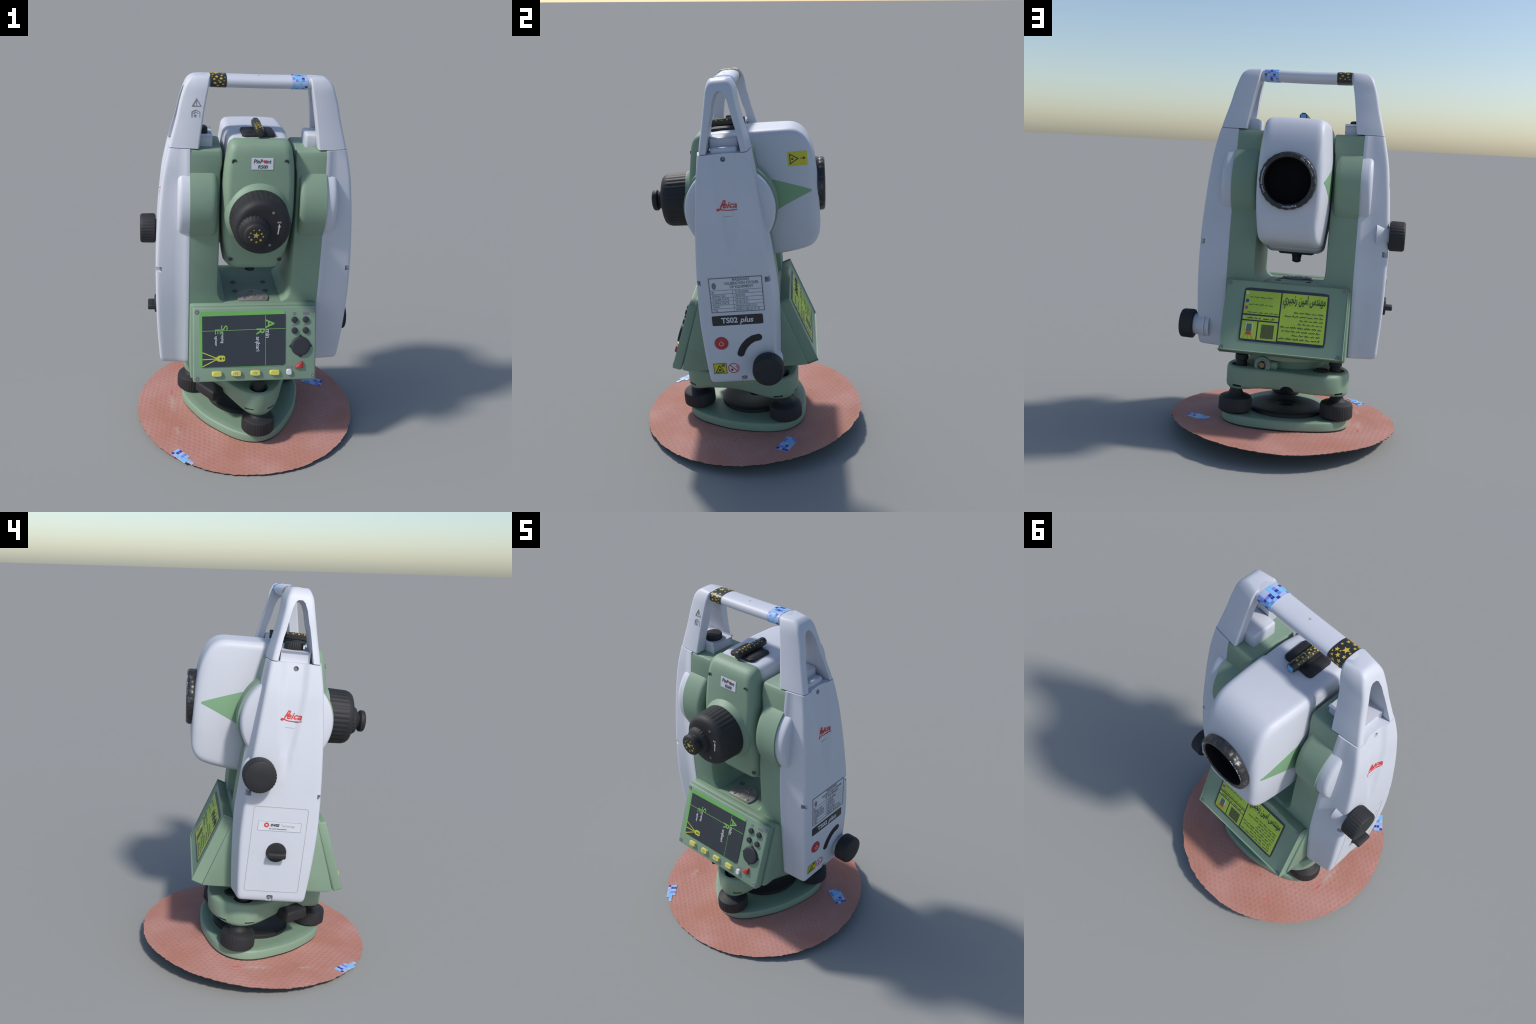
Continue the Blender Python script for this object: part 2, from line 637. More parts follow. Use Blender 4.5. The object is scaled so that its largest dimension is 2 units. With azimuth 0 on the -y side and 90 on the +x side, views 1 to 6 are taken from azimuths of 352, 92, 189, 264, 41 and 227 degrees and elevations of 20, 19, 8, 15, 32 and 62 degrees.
def key_geo(mapf, u, z, hu, hz, h, r=.35, squash=.8):
    """Soft rectangular key cap."""
    def ring(k, w):
        pts = []
        for i in range(24):
            a = 2 * pi * i / 24
            c, q = cos(a), sin(a)
            m = (abs(c) ** (2 / (2 + 3 * (1 - r))) * (1 if c >= 0 else -1), abs(q) ** (2 / (2 + 3 * (1 - r))) * (1 if q >= 0 else -1))
            pts.append(mapf(u + m[0] * hu * k, z + m[1] * hz * k, w))
        return pts
    return loft([ring(1.06, -.003), ring(1.06, .001), ring(1.0, .002), ring(.97, h * .7), ring(squash, h)])


def panel(front):
    mapf = FF if front else RF
    z0, z1 = (.428, .797) if front else (.431, .786)
    bm = bmesh.new()
    bmesh.ops.create_cube(bm, size=1.0)
    for v in bm.verts:
        v.co = mapf(lerp(-.325, .325, v.co.x + .5), lerp(z0, z1, v.co.y + .5), lerp(-.0485, 0, v.co.z + .5))
    bmesh.ops.bevel(bm, geom=bm.edges[:], offset=.007, segments=3, profile=.5, affect='EDGES')
    ob = obj_from('keypad_panel' if front else 'rear_panel', Geo().bm(bm), GREEN, station, sharp=40)
    return ob


kp = panel(True)
rp = panel(False)
# dark slab in the groove between panel and housing
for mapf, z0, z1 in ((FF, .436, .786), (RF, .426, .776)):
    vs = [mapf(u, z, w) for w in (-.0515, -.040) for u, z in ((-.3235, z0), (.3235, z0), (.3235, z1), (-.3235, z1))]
    obj_from('panel_groove_slab', Geo().add(vs, [(0, 1, 2, 3), (4, 5, 6, 7), (0, 1, 5, 4), (1, 2, 6, 5), (2, 3, 7, 6), (3, 0, 4, 7)]), GREEN_DARK, station)
# ledge above the keypad
obj_from('panel_ledge', rbox(-.325, .325, -.232, -.198, .770, .7935, .006, 2), GREEN, kp)

scr_mesh = None
for par, mapf, pts in ((kp, FF, ((-.306, .776), (.307, .776), (-.306, .447), (.306, .449))), (rp, RF, ((-.308, .769), (.305, .769), (-.308, .443), (.304, .443)))):
    for u, z in pts:
        o = Vector(mapf(u, z, 0))
        nz = Vector(mapf(u, z, 1)) - o
        g = xform(join(lathe([(.0125, -.004), (.0125, .0012), (.0105, .0022), (.006, .0022), (.0045, .0005)], 20)), axis_frame(o, nz))
        obj_from('panel_screw', g, SCREW, par)

# display: bright edge first, dark glass on top
disp = obj_from('display', join(sheet(-.293, .160, .500, .778, FF, 16, 12, .0020, r=.014)), SCREEN_RIM, kp)
obj_from('display_glass', slab([[(-.277, .502), (.147, .504), (.158, .510), (.1605, .518), (.160, .760), (-.278, .754)]], FF, .0032), SCREEN, kp)
lines = slab(ribbon([(-.277, .6815), (.160, .6880)], .0022), FF, .0042, .001)
lines = join(lines, slab(ribbon([(.0545, .756), (.0545, .690)], .0022) + ribbon([(.0555, .6825), (.0565, .507)], .0022), FF, .0043, .001))


def down(U0, Z0):
    """Text running down the display: its top points right."""
    return lambda tu, tv, w: FF(U0 + tv, Z0 - tu * .938, w + .0034)


big = join(lines,
           text_geo('A', .066, down(.0555, .736), width=.049, bold=.0010), text_geo('R', .062, down(.0075, .690), width=.034, bold=.0010),
           text_geo('S', .050, down(-.1795, .709), width=.027, bold=.0004), text_geo('E', .042, down(-.2105, .689), width=.026, bold=.0004))
obj_from('display_letter', big, SCREEN_GREEN, kp, kind='stuff')
small = join(text_geo('min', .034, down(.0565, .684), width=.043), text_geo('anjbari', .030, down(.0055, .649), width=.077),
             text_geo('urveying', .022, down(-.178, .679), width=.062), text_geo('ngineer', .020, down(-.211, .656), width=.052))
obj_from('display_word', small, SCREEN_WHITE, kp, kind='stuff')
tri = []
for z in (.576, .541, .506):
    tri += ribbon([(-.276, z), (-.205, .5435 + (z - .541) * .12)], .0042)
tri.append([(-.212, .540), (-.199, .5335), (-.190, .5295), (-.166, .5295), (-.158, .535), (-.158, .554), (-.166, .5595), (-.190, .5595), (-.199, .5535), (-.212, .547)])
obj_from('display_sign', slab(tri, FF, .0046, .001), SCREEN_YELLOW, kp, kind='stuff')
obj_from('display_sign_eye', slab([disc(-.182, .5445, .0052, 12), disc(-.1665, .5445, .0042, 12)], FF, .0056, .001), SCREEN, kp, kind='stuff')

# keys
for i, u in enumerate((-.200, -.098, .003, .105)):
    obj_from('function_key', key_geo(FF, u, .468, .026, .0125, .013, .25, .85), KEY_YELLOW, kp)
obj_from('function_key_mark', join(*[text_geo(t, .016, (lambda uu: lambda tu, tv, w: FF(uu + tu, .464 + tv, w + .0118))(u), w=.0016, align='CENTER') for t, u in (('F2', -.098), ('F3', .003))]), INK_GREY, kp, kind='stuff')
obj_from('escape_key', key_geo(FF, .182, .469, .0135, .0145, .012, .5, .85), KEY_WHITE, kp)
tri_k = [(.214, .4865), (.254, .4865), (.2565, .490), (.2535, .521), (.249, .5225), (.2145, .494)]
cx, cz = .240, .500
enter = loft([[FF(cx + (u - cx) * k, cz + (z - cz) * k, w) for u, z in tri_k] for k, w in ((1.03, -.003), (1.03, .002), (1.0, .006), (.9, .012), (.72, .014))])
obj_from('enter_key', enter, KEY_RED, kp, sharp=60)
for u, z in ((.210, .730), (.270, .730), (.210, .676), (.270, .676)):
    o = Vector(FF(u, z, 0))
    obj_from('round_key', xform(lathe([(.0168, -.003), (.0168, .005), (.0155, .009), (.011, .0108), (.004, .0112)], 28), axis_frame(o, Vector(FF(u, z, 1)) - o)), KEY_BLACK, kp)
o = Vector(FF(.2425, .598, 0))
nz = Vector(FF(.2425, .598, 1)) - o
obj_from('navigation_key', xform(lathe([(.0515, -.003), (.0515, .004), (.050, .011), (.047, .0135), (.041, .0145), (.02, .0138), (.006, .0135)], 48), axis_frame(o, nz)), KEY_BLACK, kp)
arrows = []
for a in (0, 90, 180, 270):
    c, q = cos(radians(a)), sin(radians(a))
    arrows.append([(.2425 + c * x - q * y, .598 + (q * x + c * y) * .938) for x, y in ((.0505, -.011), (.0625, 0), (.0505, .011))])
obj_from('navigation_arrow', slab(arrows, FF, .004), KEY_BLACK, kp, kind='stuff')
marks = slab([[(.254, .754), (.287, .754), (.287, .768), (.254, .768)], [(.167, .486), (.201, .486), (.201, .4985), (.167, .4985)]], FF, .0009)
marks = join(marks, text_geo('A/1', .016, lambda tu, tv, w: FF(.209 + tu, .6985 + tv, w), w=.0009, align='CENTER', bold=.0004), text_geo('F/1', .016, lambda tu, tv, w: FF(.269 + tu, .6985 + tv, w), w=.0009, align='CENTER', bold=.0004))
obj_from('key_mark', marks, INK_GREY, kp, kind='stuff')
obj_from('key_mark', slab(ribbon([(.203, .755), (.203, .766), (.216, .766), (.216, .755)], .003, True) + ribbon([(.206, .759), (.213, .759)], .002), FF, .0009), INK_GREY, kp, kind='stuff')

# ---- rear label (u to the viewer's right, so the left column is at negative u)
lab = obj_from('rear_label', sheet(-.226, .230, .482, .753, RF, 14, 10, .0016, r=.014), LABEL_RIM, rp)
cells = [[(-.019, .497), (.220, .497), (.220, .738), (-.019, .738)],
         [(-.217, .6195), (-.0265, .6195), (-.0265, .738), (-.217, .738)],
         [(-.217, .5905), (-.0265, .5905), (-.0265, .6115), (-.217, .6115)],
         [(-.217, .493), (-.136, .493), (-.136, .5835), (-.217, .5835)],
         [(-.129, .493), (-.0265, .493), (-.0265, .5835), (-.129, .5835)]]
obj_from('rear_label_field', slab(cells, RF, .0028), LABEL_LIME, rp, kind='stuff')


def scribble(u0, u1, z, h, rng, wd=.0026):
    """A line of lettering too small to read: joined humps with dots, word by word."""
    out = []
    u = u0
    while u < u1 - .006:
        wlen = min(rng.uniform(.014, .034), u1 - u)
        n = max(3, int(wlen / .0045))
        pts = [(u + wlen * k / n, z + (rng.uniform(.1, 1.0) * h * .75 if k % 2 else -rng.uniform(0, .25) * h)) for k in range(n + 1)]
        out += ribbon(pts, wd)
        u += wlen + .0065
    return out


rng = random.Random(11)
ink = []
for k, (ul, ur) in enumerate(((.052, .212), (.005, .210), (.086, .208), (.078, .206), (-.012, .204), (-.003, .203), (.052, .202), (-.015, .200))):
    ink += scribble(ul, ur, .642 - k * .0188, .008, rng)
for ul, ur, z in ((-.190, -.062), (-.190, -.062), (-.190, -.030)) and ((-.190, -.062, .704), (-.192, -.060, .667), (-.194, -.030, .627)):
    ink += scribble(ul, ur, z, .006, rng, .0022)
ink += scribble(-.192, -.120, .598, .008, rng, .003) + scribble(-.108, -.034, .598, .008, rng, .003)
obj_from('rear_label_text', slab(ink, RF, .0037, .0005), INK, rp, kind='stuff')
try:
    # joined Arabic letter forms, stored in visual order
    title = text_geo('\ufef1\ufeae\ufe92\ufea0\ufee7\ufead\u0020\ufee6\ufef4\ufee3\u0627\u0020\ufeb1\ufeaa\ufee8\ufeec\ufee3', .062, lambda tu, tv, w: RF(.101 + tu, .690 + tv, w + .0028), w=.0012, align='CENTER', width=.222, bold=.0006)
    obj_from('rear_label_title', title, INK, rp, kind='stuff')
except Exception:
    obj_from('rear_label_title', slab(scribble(-.010, .212, .692, .022, rng, .005), RF, .0037, .0005), INK, rp, kind='stuff')
# little pictures in the left column
obj_from('label_icon_white', slab([[(-.213, .719), (-.199, .719), (-.199, .732), (-.213, .732)]] + ribbon([(-.212, .608), (-.210, .600), (-.203, .5955)], .0045), RF, .0036, .0005), SCREEN_WHITE, rp, kind='stuff')
obj_from('label_icon_blue', slab([disc(-.203, .685, .0095, 18)], RF, .0036, .0005), BLUE_INK, rp)
obj_from('label_icon_pink', slab([[(-.212, .643), (-.196, .643), (-.196, .658), (-.212, .658)]], RF, .0036, .0005), PINK_INK, rp)
obj_from('label_square', slab([[(-.111, .502), (-.044, .502), (-.044, .571), (-.111, .571)]], RF, .0034, .0005), OLIVE, rp)
obj_from('label_picture_body', slab([[(-.189, .531), (-.165, .531), (-.161, .548), (-.163, .569), (-.191, .569), (-.193, .548)]], RF, .0034, .0005), GREEN_DARK, rp)
obj_from('label_picture_side', slab([[(-.197, .541), (-.1925, .541), (-.190, .576), (-.194, .572)], [(-.157, .541), (-.1615, .541), (-.164, .576), (-.160, .572)]], RF, .0040, .0005), LABEL, rp)
obj_from('label_picture_foot', slab([[(-.195, .516), (-.159, .516), (-.167, .530), (-.187, .530)]], RF, .0036, .0005), RED_INK, rp)
obj_from('label_picture_leg', slab(ribbon([(-.190, .515), (-.203, .496)], .003) + ribbon([(-.177, .515), (-.177, .496)], .003) + ribbon([(-.164, .515), (-.150, .496)], .003), RF, .0034, .0005), ORANGE_INK, rp, kind='stuff')

# ------------------------------------------------------------------ carrying handle
hin = curve([(1.60, .300), (1.69, .288), (1.80, .272), (1.885, .256), (1.945, .246)])


def handle_leg(s):
    zs = [SEAM + .0015] + [lerp(SEAM + .006, 1.86, i / 14) for i in range(15)] + [1.885, 1.905, 1.920, 1.930, 1.937, 1.941, 1.943]
    secs = []
    for z in zs:
        t = max(0, (z - 1.90) / .043)
        sh = .024 * (1 - sqrt(max(0, 1 - t * t)))
        xo = side_x(z) - .0015 - sh * 1.0
        t2 = max(0, (z - 1.890) / .0535)
        sy = .030 * (1 - sqrt(max(0, 1 - t2 * t2)))
        xi = hin(z)
        slim = smooth01((z - 1.61) / .14) * smooth01((1.89 - z) / .06)
        yb, yf = back_out(min(z, 1.92)) - .0008 - .004 * slim - sy, front_out(min(z, 1.92)) + .0008 + .002 * slim + sy
        ybi, yfi = back_in(min(z, 1.92)) - .001 - .006 * slim - sy, front_in(min(z, 1.92)) + .001 + sy
        if z < 1.75:
            pass
        rc, ri = .016, .010
        ring = []

        def corner(px, py, ax, ay, bx, by, n=4):
            for k in range(n + 1):
                tt = k / n
                ring.append(((1 - tt) ** 2 * ax + 2 * tt * (1 - tt) * px + tt * tt * bx, (1 - tt) ** 2 * ay + 2 * tt * (1 - tt) * py + tt * tt * by))
        corner(xi, ybi, xi, ybi - ri, xi + ri, ybi)
        corner(xo, yb, xo - rc, yb + (ybi - yb) * rc / (xo - xi), xo, yb - rc)
        corner(xo, yf, xo, yf + rc, xo - rc, yf + (yfi - yf) * rc / (xo - xi))
        corner(xi, yfi, xi + ri, yfi, xi, yfi + ri)
        secs.append([(s * x, y, z) for x, y in ring])
    return loft(secs)


def handle_hole(s):
    half = [(.092, 1.560), (.087, 1.606), (.067, 1.72), (.050, 1.80), (.037, 1.860), (.024, 1.893), (.011, 1.905)]
    poly = [(YC - a, b) for a, b in half] + [(YC + a, b) for a, b in reversed(half)]
    secs = []
    for x, dz, k in ((.20, -.040, .92), (.55, .006, 1.0)):
        secs.append([(s * x, YC + (y - YC) * k, z + (dz if z > 1.75 else dz * .3)) for y, z in poly])
    return loft(secs)


BAR_Y, BAR_Z, BAR_A, BAR_B = .020, 1.9145, .0590, .0310


def bar_pt(x, a, lift=0.0):
    """Grip surface: flattened oval, a = angle from the top toward the back."""
    c, q = cos(a), sin(a)
    n = 2.5
    r = (abs(c) ** n + abs(q) ** n) ** (-1 / n)
    sag = .0015 * cos(x * 9)
    k = 1 - .10 * smooth01((abs(x) - .240) / .025)
    return (x, BAR_Y + (BAR_A * k + lift) * r * q, BAR_Z - sag + (BAR_B * k + lift) * r * c)


secs = []
for i in range(25):
    x = lerp(-.266, .266, i / 24)
    secs.append([bar_pt(x, 2 * pi * k / 40) for k in range(40)])
hg = Geo()
hob = None
legs = []
for s in (1, -1):
    ob = obj_from('carrying_handle', handle_leg(s), WHITE, station)
    boolean(ob, handle_hole(s))
    legs.append(ob)
# weld both legs and the grip into one part
g = loft(secs)
for ob in legs:
    g = join(g, Geo().add([v.co[:] for v in ob.data.vertices], [tuple(p.vertices) for p in ob.data.polygons]))
    me = ob.data
    bpy.data.objects.remove(ob)
    bpy.data.meshes.remove(me)
handle = obj_from('carrying_handle', g, WHITE, station, sharp=40)
# seam along the underside of the grip
obj_from('grip_seam', slab(ribbon([(-.15, 1.885), (.145, 1.885)], .0022), lambda u, v, w: bar_pt(u, -radians(117), w)if False else bar_pt(u, -radians(112) + (v - 1.885) * 12, w), .0006), LINE_GREY, handle)
# grip dot
obj_from('grip_dot', slab([disc(-.004, 0, .006, 12)], lambda u, v, w: bar_pt(u, v / .06 - .1, w), .0006), LINE_GREY, handle)

# latch blocks in the foot of the handle
for s in (1, -1):
    b = rbox(s * .243, s * (.372 if s > 0 else .395), -.054, .088, 1.588, 1.668 if s > 0 else 1.652, .012, 3)
    blk = obj_from('handle_latch_block', b, WHITE, station)
    if s > 0:
        obj_from('latch_rib', rbox(.365, .418, -.050, .084, 1.595, 1.628, .012, 3), WHITE, blk)
    else:
        kn = lathe([(.046, 0), (.050, .005), (.050, .032), (.045, .039), (.02, .042), (.004, .042)], 96, 24, .004, (.004, .035))
        obj_from('handle_locking_knob', xform(kn, Matrix.Translation((-.298, .014, 1.648)) @ Matrix.Scale(.93, 4)), BLACK, blk)


# ---- wrapped tapes on the grip
def tape_map(x0):
    # u along the grip, v along the girth (0 at the top, + toward the back)
    return lambda u, v, w: bar_pt(x0 + u, v / .052, .0015 + w)


def band(x0, x1, mat, name):
    ss = []
    for k, (x, l) in enumerate(((x0, -.001), (x0, .0014), (lerp(x0, x1, .5), .0016), (x1, .0014), (x1, -.001))):
        ss.append([bar_pt(x, 2 * pi * i / 60, l) for i in range(60)])
    return obj_from(name, loft(ss, caps=False), mat, station, sharp=50)


tb = band(-.246, -.167, TAPE_BLACK, 'star_tape')
rng = random.Random(5)
pos = [(.030, .004, .0165), (.012, -.022, .007), (.055, -.030, .008), (.030, -.040, .0095), (.052, -.052, .010), (.018, -.058, .008), (.060, .022, .010), (.014, .030, .009),
       (.040, .038, .011), (.064, -.006, .006), (.008, .006, .006), (.062, .050, .007), (.022, .056, .010), (.048, -.078, .009), (.022, -.086, .010), (.062, -.094, .007), (.036, -.104, .008),
       (.050, .072, .011), (.020, .082, .008), (.036, .098, .007), (.062, .094, .008), (.012, .102, .006), (.044, .020, .004), (.070, .036, .004), (.008, -.040, .004), (.070, -.044, .004), (.040, -.066, .0045), (.066, -.068, .0045)]
obj_from('tape_star', slab([star(u, v, r, rng.uniform(0, 1.2)) for u, v, r in pos], tape_map(-.246), .0010, .0005), TAPE_GOLD, tb, kind='stuff')

tb2 = band(.155, .233, TILE_PALE, 'mosaic_tape')


def mosaic(mapf, inside, u0, u1, v0, v1, step, parent, rng, weights, lift=.0008):
    """Printed mosaic: small tiles sorted by colour."""
    buckets = {i: [] for i in range(4)}
    nu, nv = int(round((u1 - u0) / step)), int(round((v1 - v0) / step))
    for i in range(nu):
        for j in range(nv):
            u, v = u0 + (i + .06) * step, v0 + (j + .06) * step
            e = step * .88
            if not inside(u + e / 2, v + e / 2):
                continue
            c = rng.choices(range(4), weights)[0]
            buckets[c].append([(u, v), (u + e, v), (u + e, v + e), (u, v + e)])
    for c, polys in buckets.items():
        if polys and c > 0:
            obj_from('mosaic_tile', slab(polys, mapf, lift, .0006), MOSAIC[c], parent, kind='stuff')


mosaic(tape_map(.155), lambda u, v: True, .001, .077, -.156, .156, .0156, tb2, random.Random(3), (.34, .38, .18, .10))

# warning signs on the left leg, facing front
def leg_front(u, v, w):
    z = v
    x = u
    t = (abs(x) - hin(z)) / (side_x(z) - hin(z))
    y = lerp(front_in(z) + .002, front_out(z) + .001, t)
    return (x, y - w, z)


sign = ribbon([(-.313, 1.839), (-.333, 1.806), (-.292, 1.806)], .0042, True) + ribbon([(-.3135, 1.830), (-.3135, 1.811)], .003)
sign += ribbon([(-.336, 1.753), (-.336, 1.778), (-.317, 1.788), (-.297, 1.778), (-.297, 1.753)], .0034) + ribbon([(-.329, 1.770), (-.317, 1.779), (-.304, 1.771)], .003)
sign.append(star(-.320, 1.761, .0095))
obj_from('warning_sign', slab(sign, leg_front, .0022, .004), INK_GREY, handle, kind='stuff')

# ------------------------------------------------------------------ telescope
zt = curve([(.06, 1.656), (.28, 1.654), (.355, 1.648), (.40, 1.621), (.43, 1.575), (.448, 1.522), (.458, 1.468), (.464, 1.42)])
zb = curve([(.06, .976), (.20, .982), (.29, .990), (.385, 1.008), (.425, 1.028), (.448, 1.060), (.458, 1.092), (.464, 1.14)])
hw = curve([(.06, .191), (.20, .189), (.30, .184), (.41, .175), (.435, .169), (.448, .163), (.458, .154), (.464, .142)])


def bow(t):
    return 1 - .15 * abs(t) ** 2.0


def flank(v, top, bot, half, rc=.032):
    """Half width of the housing at height v: bowed flank, rounded corner."""
    mid, h = (top + bot) / 2, (top - bot) / 2
    d = min(h, abs(v - mid))
    w = half * bow(d / h)
    if d > h - rc:
        e = (d - (h - rc)) / rc
        w -= rc * (1 - sqrt(max(0.0, 1 - e * e)))
    return w


def oval(y, a, top, bot, half, rc=.032):
    """Point a (0..2 pi) on the outline: right flank up, over the top, left flank down, under."""
    mid, h = (top + bot) / 2, (top - bot) / 2
    k = a / (2 * pi) * 4
    seg, t = int(k) % 4, k - int(k)
    if seg % 2 == 0:
        p = 2 * t - 1
        e = (1.5 * abs(p) - .5 * abs(p) ** 3) ** .8 * (1 if p > 0 else -1)
        v = mid + h * e * (1 if seg == 0 else -1)
        x = flank(v, top, bot, half, rc) * (1 if seg == 0 else -1)
    else:
        w = flank(top, top, bot, half, rc)
        x = lerp(w, -w, t) * (1 if seg == 1 else -1)
        v = top + .004 * (1 - (2 * t - 1) ** 2) if seg == 1 else bot
    return (x, y, v)


NA = 120
ys = [.094, .100, .108] + [lerp(.12, .34, i / 10) for i in range(11)] + [.355, .37, .385, .40, .415, .43, .44, .448, .454, .458, .462, .464]
secs = []
for k, y in enumerate(ys):
    sh = {0: .012, 1: .004, 2: .001}.get(k, 0)
    secs.append([oval(y, 2 * pi * i / NA, zt(y) - sh, zb(y) + sh, hw(y) - sh) for i in range(NA)])
barrel = obj_from('telescope', loft(secs), WHITE, None, sharp=45)
boolean(barrel, xform(lathe([(.119, -.045), (.119, .10)], 72), axis_frame((.006, .452, 1.327), (0, cos(radians(2.7)), -sin(radians(2.7))))), sharp=45)
tg = Geo().add([v.co[:] for v in barrel.data.vertices], [tuple(p.vertices) for p in barrel.data.polygons])
me = barrel.data
bpy.data.objects.remove(barrel)
bpy.data.meshes.remove(me)
# slimmer waist that carries the trunnions
secs = []
for y, t, b, h in ((-.128, 1.646, .985, .150), (-.112, 1.652, .965, .170), (-.02, 1.658, .946, .181), (.09, 1.656, .948, .182), (.11, 1.655, .965, .179)):
    secs.append([oval(y, 2 * pi * i / NA, t, b, h) for i in range(NA)])
tg = join(tg, loft(secs))
scope = obj_from('telescope', tg, WHITE, station, sharp=45)


def scope_side(s):
    def f(u, v, w):
        y = s * u
        top, bot, half = zt(y), zb(y), hw(y)
        return (s * (flank(v, top, bot, half) + w), y, v)
    return f


for s in (1, -1):
    vs, fs_ = [], []
    up, lo = curve([(.20, 1.412), (.235, 1.402), (.33, 1.370), (.40, 1.345), (.427, 1.333)]), curve([(.20, 1.205), (.24, 1.238), (.33, 1.283), (.40, 1.314), (.427, 1.325)])
    nu, nv = 14, 6
    f = scope_side(s)
    for w in (.0012,):
        for i in range(nu + 1):
            y = lerp(.20, .428, i / nu)
            for j in range(nv + 1):
                vs.append(f(s * y, lerp(lo(y), up(y), j / nv), w))
    W = nv + 1
    fs_ = [(i * W + j, (i + 1) * W + j, (i + 1) * W + j + 1, i * W + j + 1) for i in range(nu) for j in range(nv)]
    rim = [i * W for i in range(nu + 1)] + [nu * W + j for j in range(1, W)] + [i * W + nv for i in range(nu - 1, -1, -1)] + [j for j in range(nv - 1, 0, -1)]
    o = len(vs)
    for k in rim:
        x, y, z = vs[k]
        vs.append((x - s * .004, y, z))
    fs_ += [(rim[k], o + k, o + (k + 1) % len(rim), rim[(k + 1) % len(rim)]) for k in range(len(rim))]
    obj_from('aiming_wedge', Geo().add(vs, fs_), ARROW, scope)
# laser label on the right flank
f = scope_side(1)
obj_from('laser_label', sheet(.316, .416, 1.464, 1.537, f, 8, 6, .0014), LABEL_YELLOW, scope)
obj_from('laser_label_print', slab(ribbon([(.327, 1.525), (.327, 1.476), (.369, 1.5005)], .0042, True) + [disc(.339, 1.5005, .0055, 12)] + ribbon([(.381, 1.5005), (.398, 1.5005)], .0035) + [[(.396, 1.492), (.408, 1.5005), (.396, 1.509)]], f, .0026, .0005), INK, scope, kind='stuff')

# green eyepiece-side cover
gw = curve([(.968, .112), (.980, .134), (1.07, .163), (1.20, .179), (1.32, .184), (1.51, .177), (1.60, .163), (1.645, .148), (1.658, .128)])
gy = curve([(.968, -.135), (.980, -.148), (1.026, -.158), (1.15, -.190), (1.30, -.215), (1.406, -.209), (1.465, -.200), (1.557, -.186), (1.61, -.175), (1.640, -.158), (1.658, -.128)])
secs = []
for z in [.968, .972, .981, 1.0] + [lerp(1.02, 1.60, i / 24) for i in range(25)] + [1.615, 1.630, 1.642, 1.651, 1.658]:
    w_, yf = gw(z), gy(z)
    ring = [(-w_, -.095), (-w_, lerp(-.095, yf, .45))]
    for k in range(6):
        t = k / 5
        a, b, c = (-w_, lerp(-.095, yf, .5)), (-w_ + .006, yf), (-w_ + .042, yf - .002)
        ring.append(tuple((1 - t) ** 2 * a[i] + 2 * t * (1 - t) * b[i] + t * t * c[i] for i in (0, 1)))
    ring.append((0, yf - .003))
    ring += [(-x, y) for x, y in reversed(ring[:-1])]
    secs.append([(x, y, z) for x, y in ring])
cover = obj_from('eyepiece_cover', loft(secs), GREEN, scope, sharp=75)
DX, DZ = -.003, 1.289
flare = [(.172, -.030), (.170, -.006), (.160, .008), (.152, .018), (.150, .028), (.12, .030)]
obj_from('drum_collar', xform(lathe(flare, 64), axis_frame((DX, -.212, DZ), (0, -1, 0))), GREEN, cover)


def on_cover(u, v, w):
    return (u, gy(v) - .0028 - w, v)


for x, z in ((-.131, 1.564), (.128, 1.565), (-.129, 1.030), (.128, 1.026)):
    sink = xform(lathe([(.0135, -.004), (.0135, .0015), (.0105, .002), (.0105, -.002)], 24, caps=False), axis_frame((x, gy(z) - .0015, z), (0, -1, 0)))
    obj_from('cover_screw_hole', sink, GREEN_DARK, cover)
    obj_from('cover_screw', xform(lathe([(.0108, -.003), (.0108, .0005), (.004, .001)], 20), axis_frame((x, gy(z) - .0015, z), (0, -1, 0))), INK, cover)
obj_from('range_label', sheet(-.047, .061, 1.527, 1.583, on_cover, 6, 6, .0016), LABEL, cover)
obj_from('range_label_text', join(text_geo('PinP  int', .027, lambda tu, tv, w: on_cover(.007 + tu, 1.558 + tv, w + .0014), w=.0012, align='CENTER', width=.086, shear=.15, bold=.0003),
                                  text_geo('R500', .023, lambda tu, tv, w: on_cover(.009 + tu, 1.533 + tv, w + .0014), w=.0012, align='CENTER', width=.048, shear=.2, bold=.0003)), INK, cover, kind='stuff')
obj_from('range_label_dot', slab([disc(.018, 1.5665, .0072, 16)], on_cover, .0034, .0005), RED_INK, cover)

# focusing drum and eyepiece
prof = [(.140, 0), (.149, .004), (.1475, .040), (.1445, .118), (.1435, .129), (.137, .147), (.127, .158), (.117, .162), (.10, .163), (.02, .163)]
drum = obj_from('focus_drum', xform(lathe(prof, 216, 36, .0028, (.012, .119)), axis_frame((DX, -.218, DZ), (0, -1, 0))), BLACK, scope, sharp=40)
EX, EZ = -.044, 1.283
prof = [(.078, -.004), (.076, .006), (.066, .020), (.053, .026), (.046, .030), (.044, .036), (.052, .040), (.0575, .046), (.0575, .062), (.053, .069), (.045, .072), (.01, .0725)]
obj_from('eyepiece', xform(lathe(prof, 96, 24, .003, (-.01, .012)), axis_frame((EX, -.382, EZ), (0, -1, 0))), BLACK, scope, sharp=40)
eye_face = lambda u, v, w: (EX + u, -.4545 - w, EZ + v)
polys = [star(0, .004, .0165, .1)] + [star(x, y, r, .3 * i) for i, (x, y, r) in enumerate(((-.026, .016, .005), (.026, .012, .006), (-.033, -.004, .0045), (.034, -.002, .005), (-.022, -.018, .007), (.022, -.020, .008), (.002, -.030, .006), (-.012, .030, .004), (.014, .031, .005)))]
obj_from('eyepiece_star', slab(polys, eye_face, .0010, .0008), TAPE_GOLD, scope, kind='stuff')
drum_face = lambda u, v, w: (u, -.3815 - w, v)
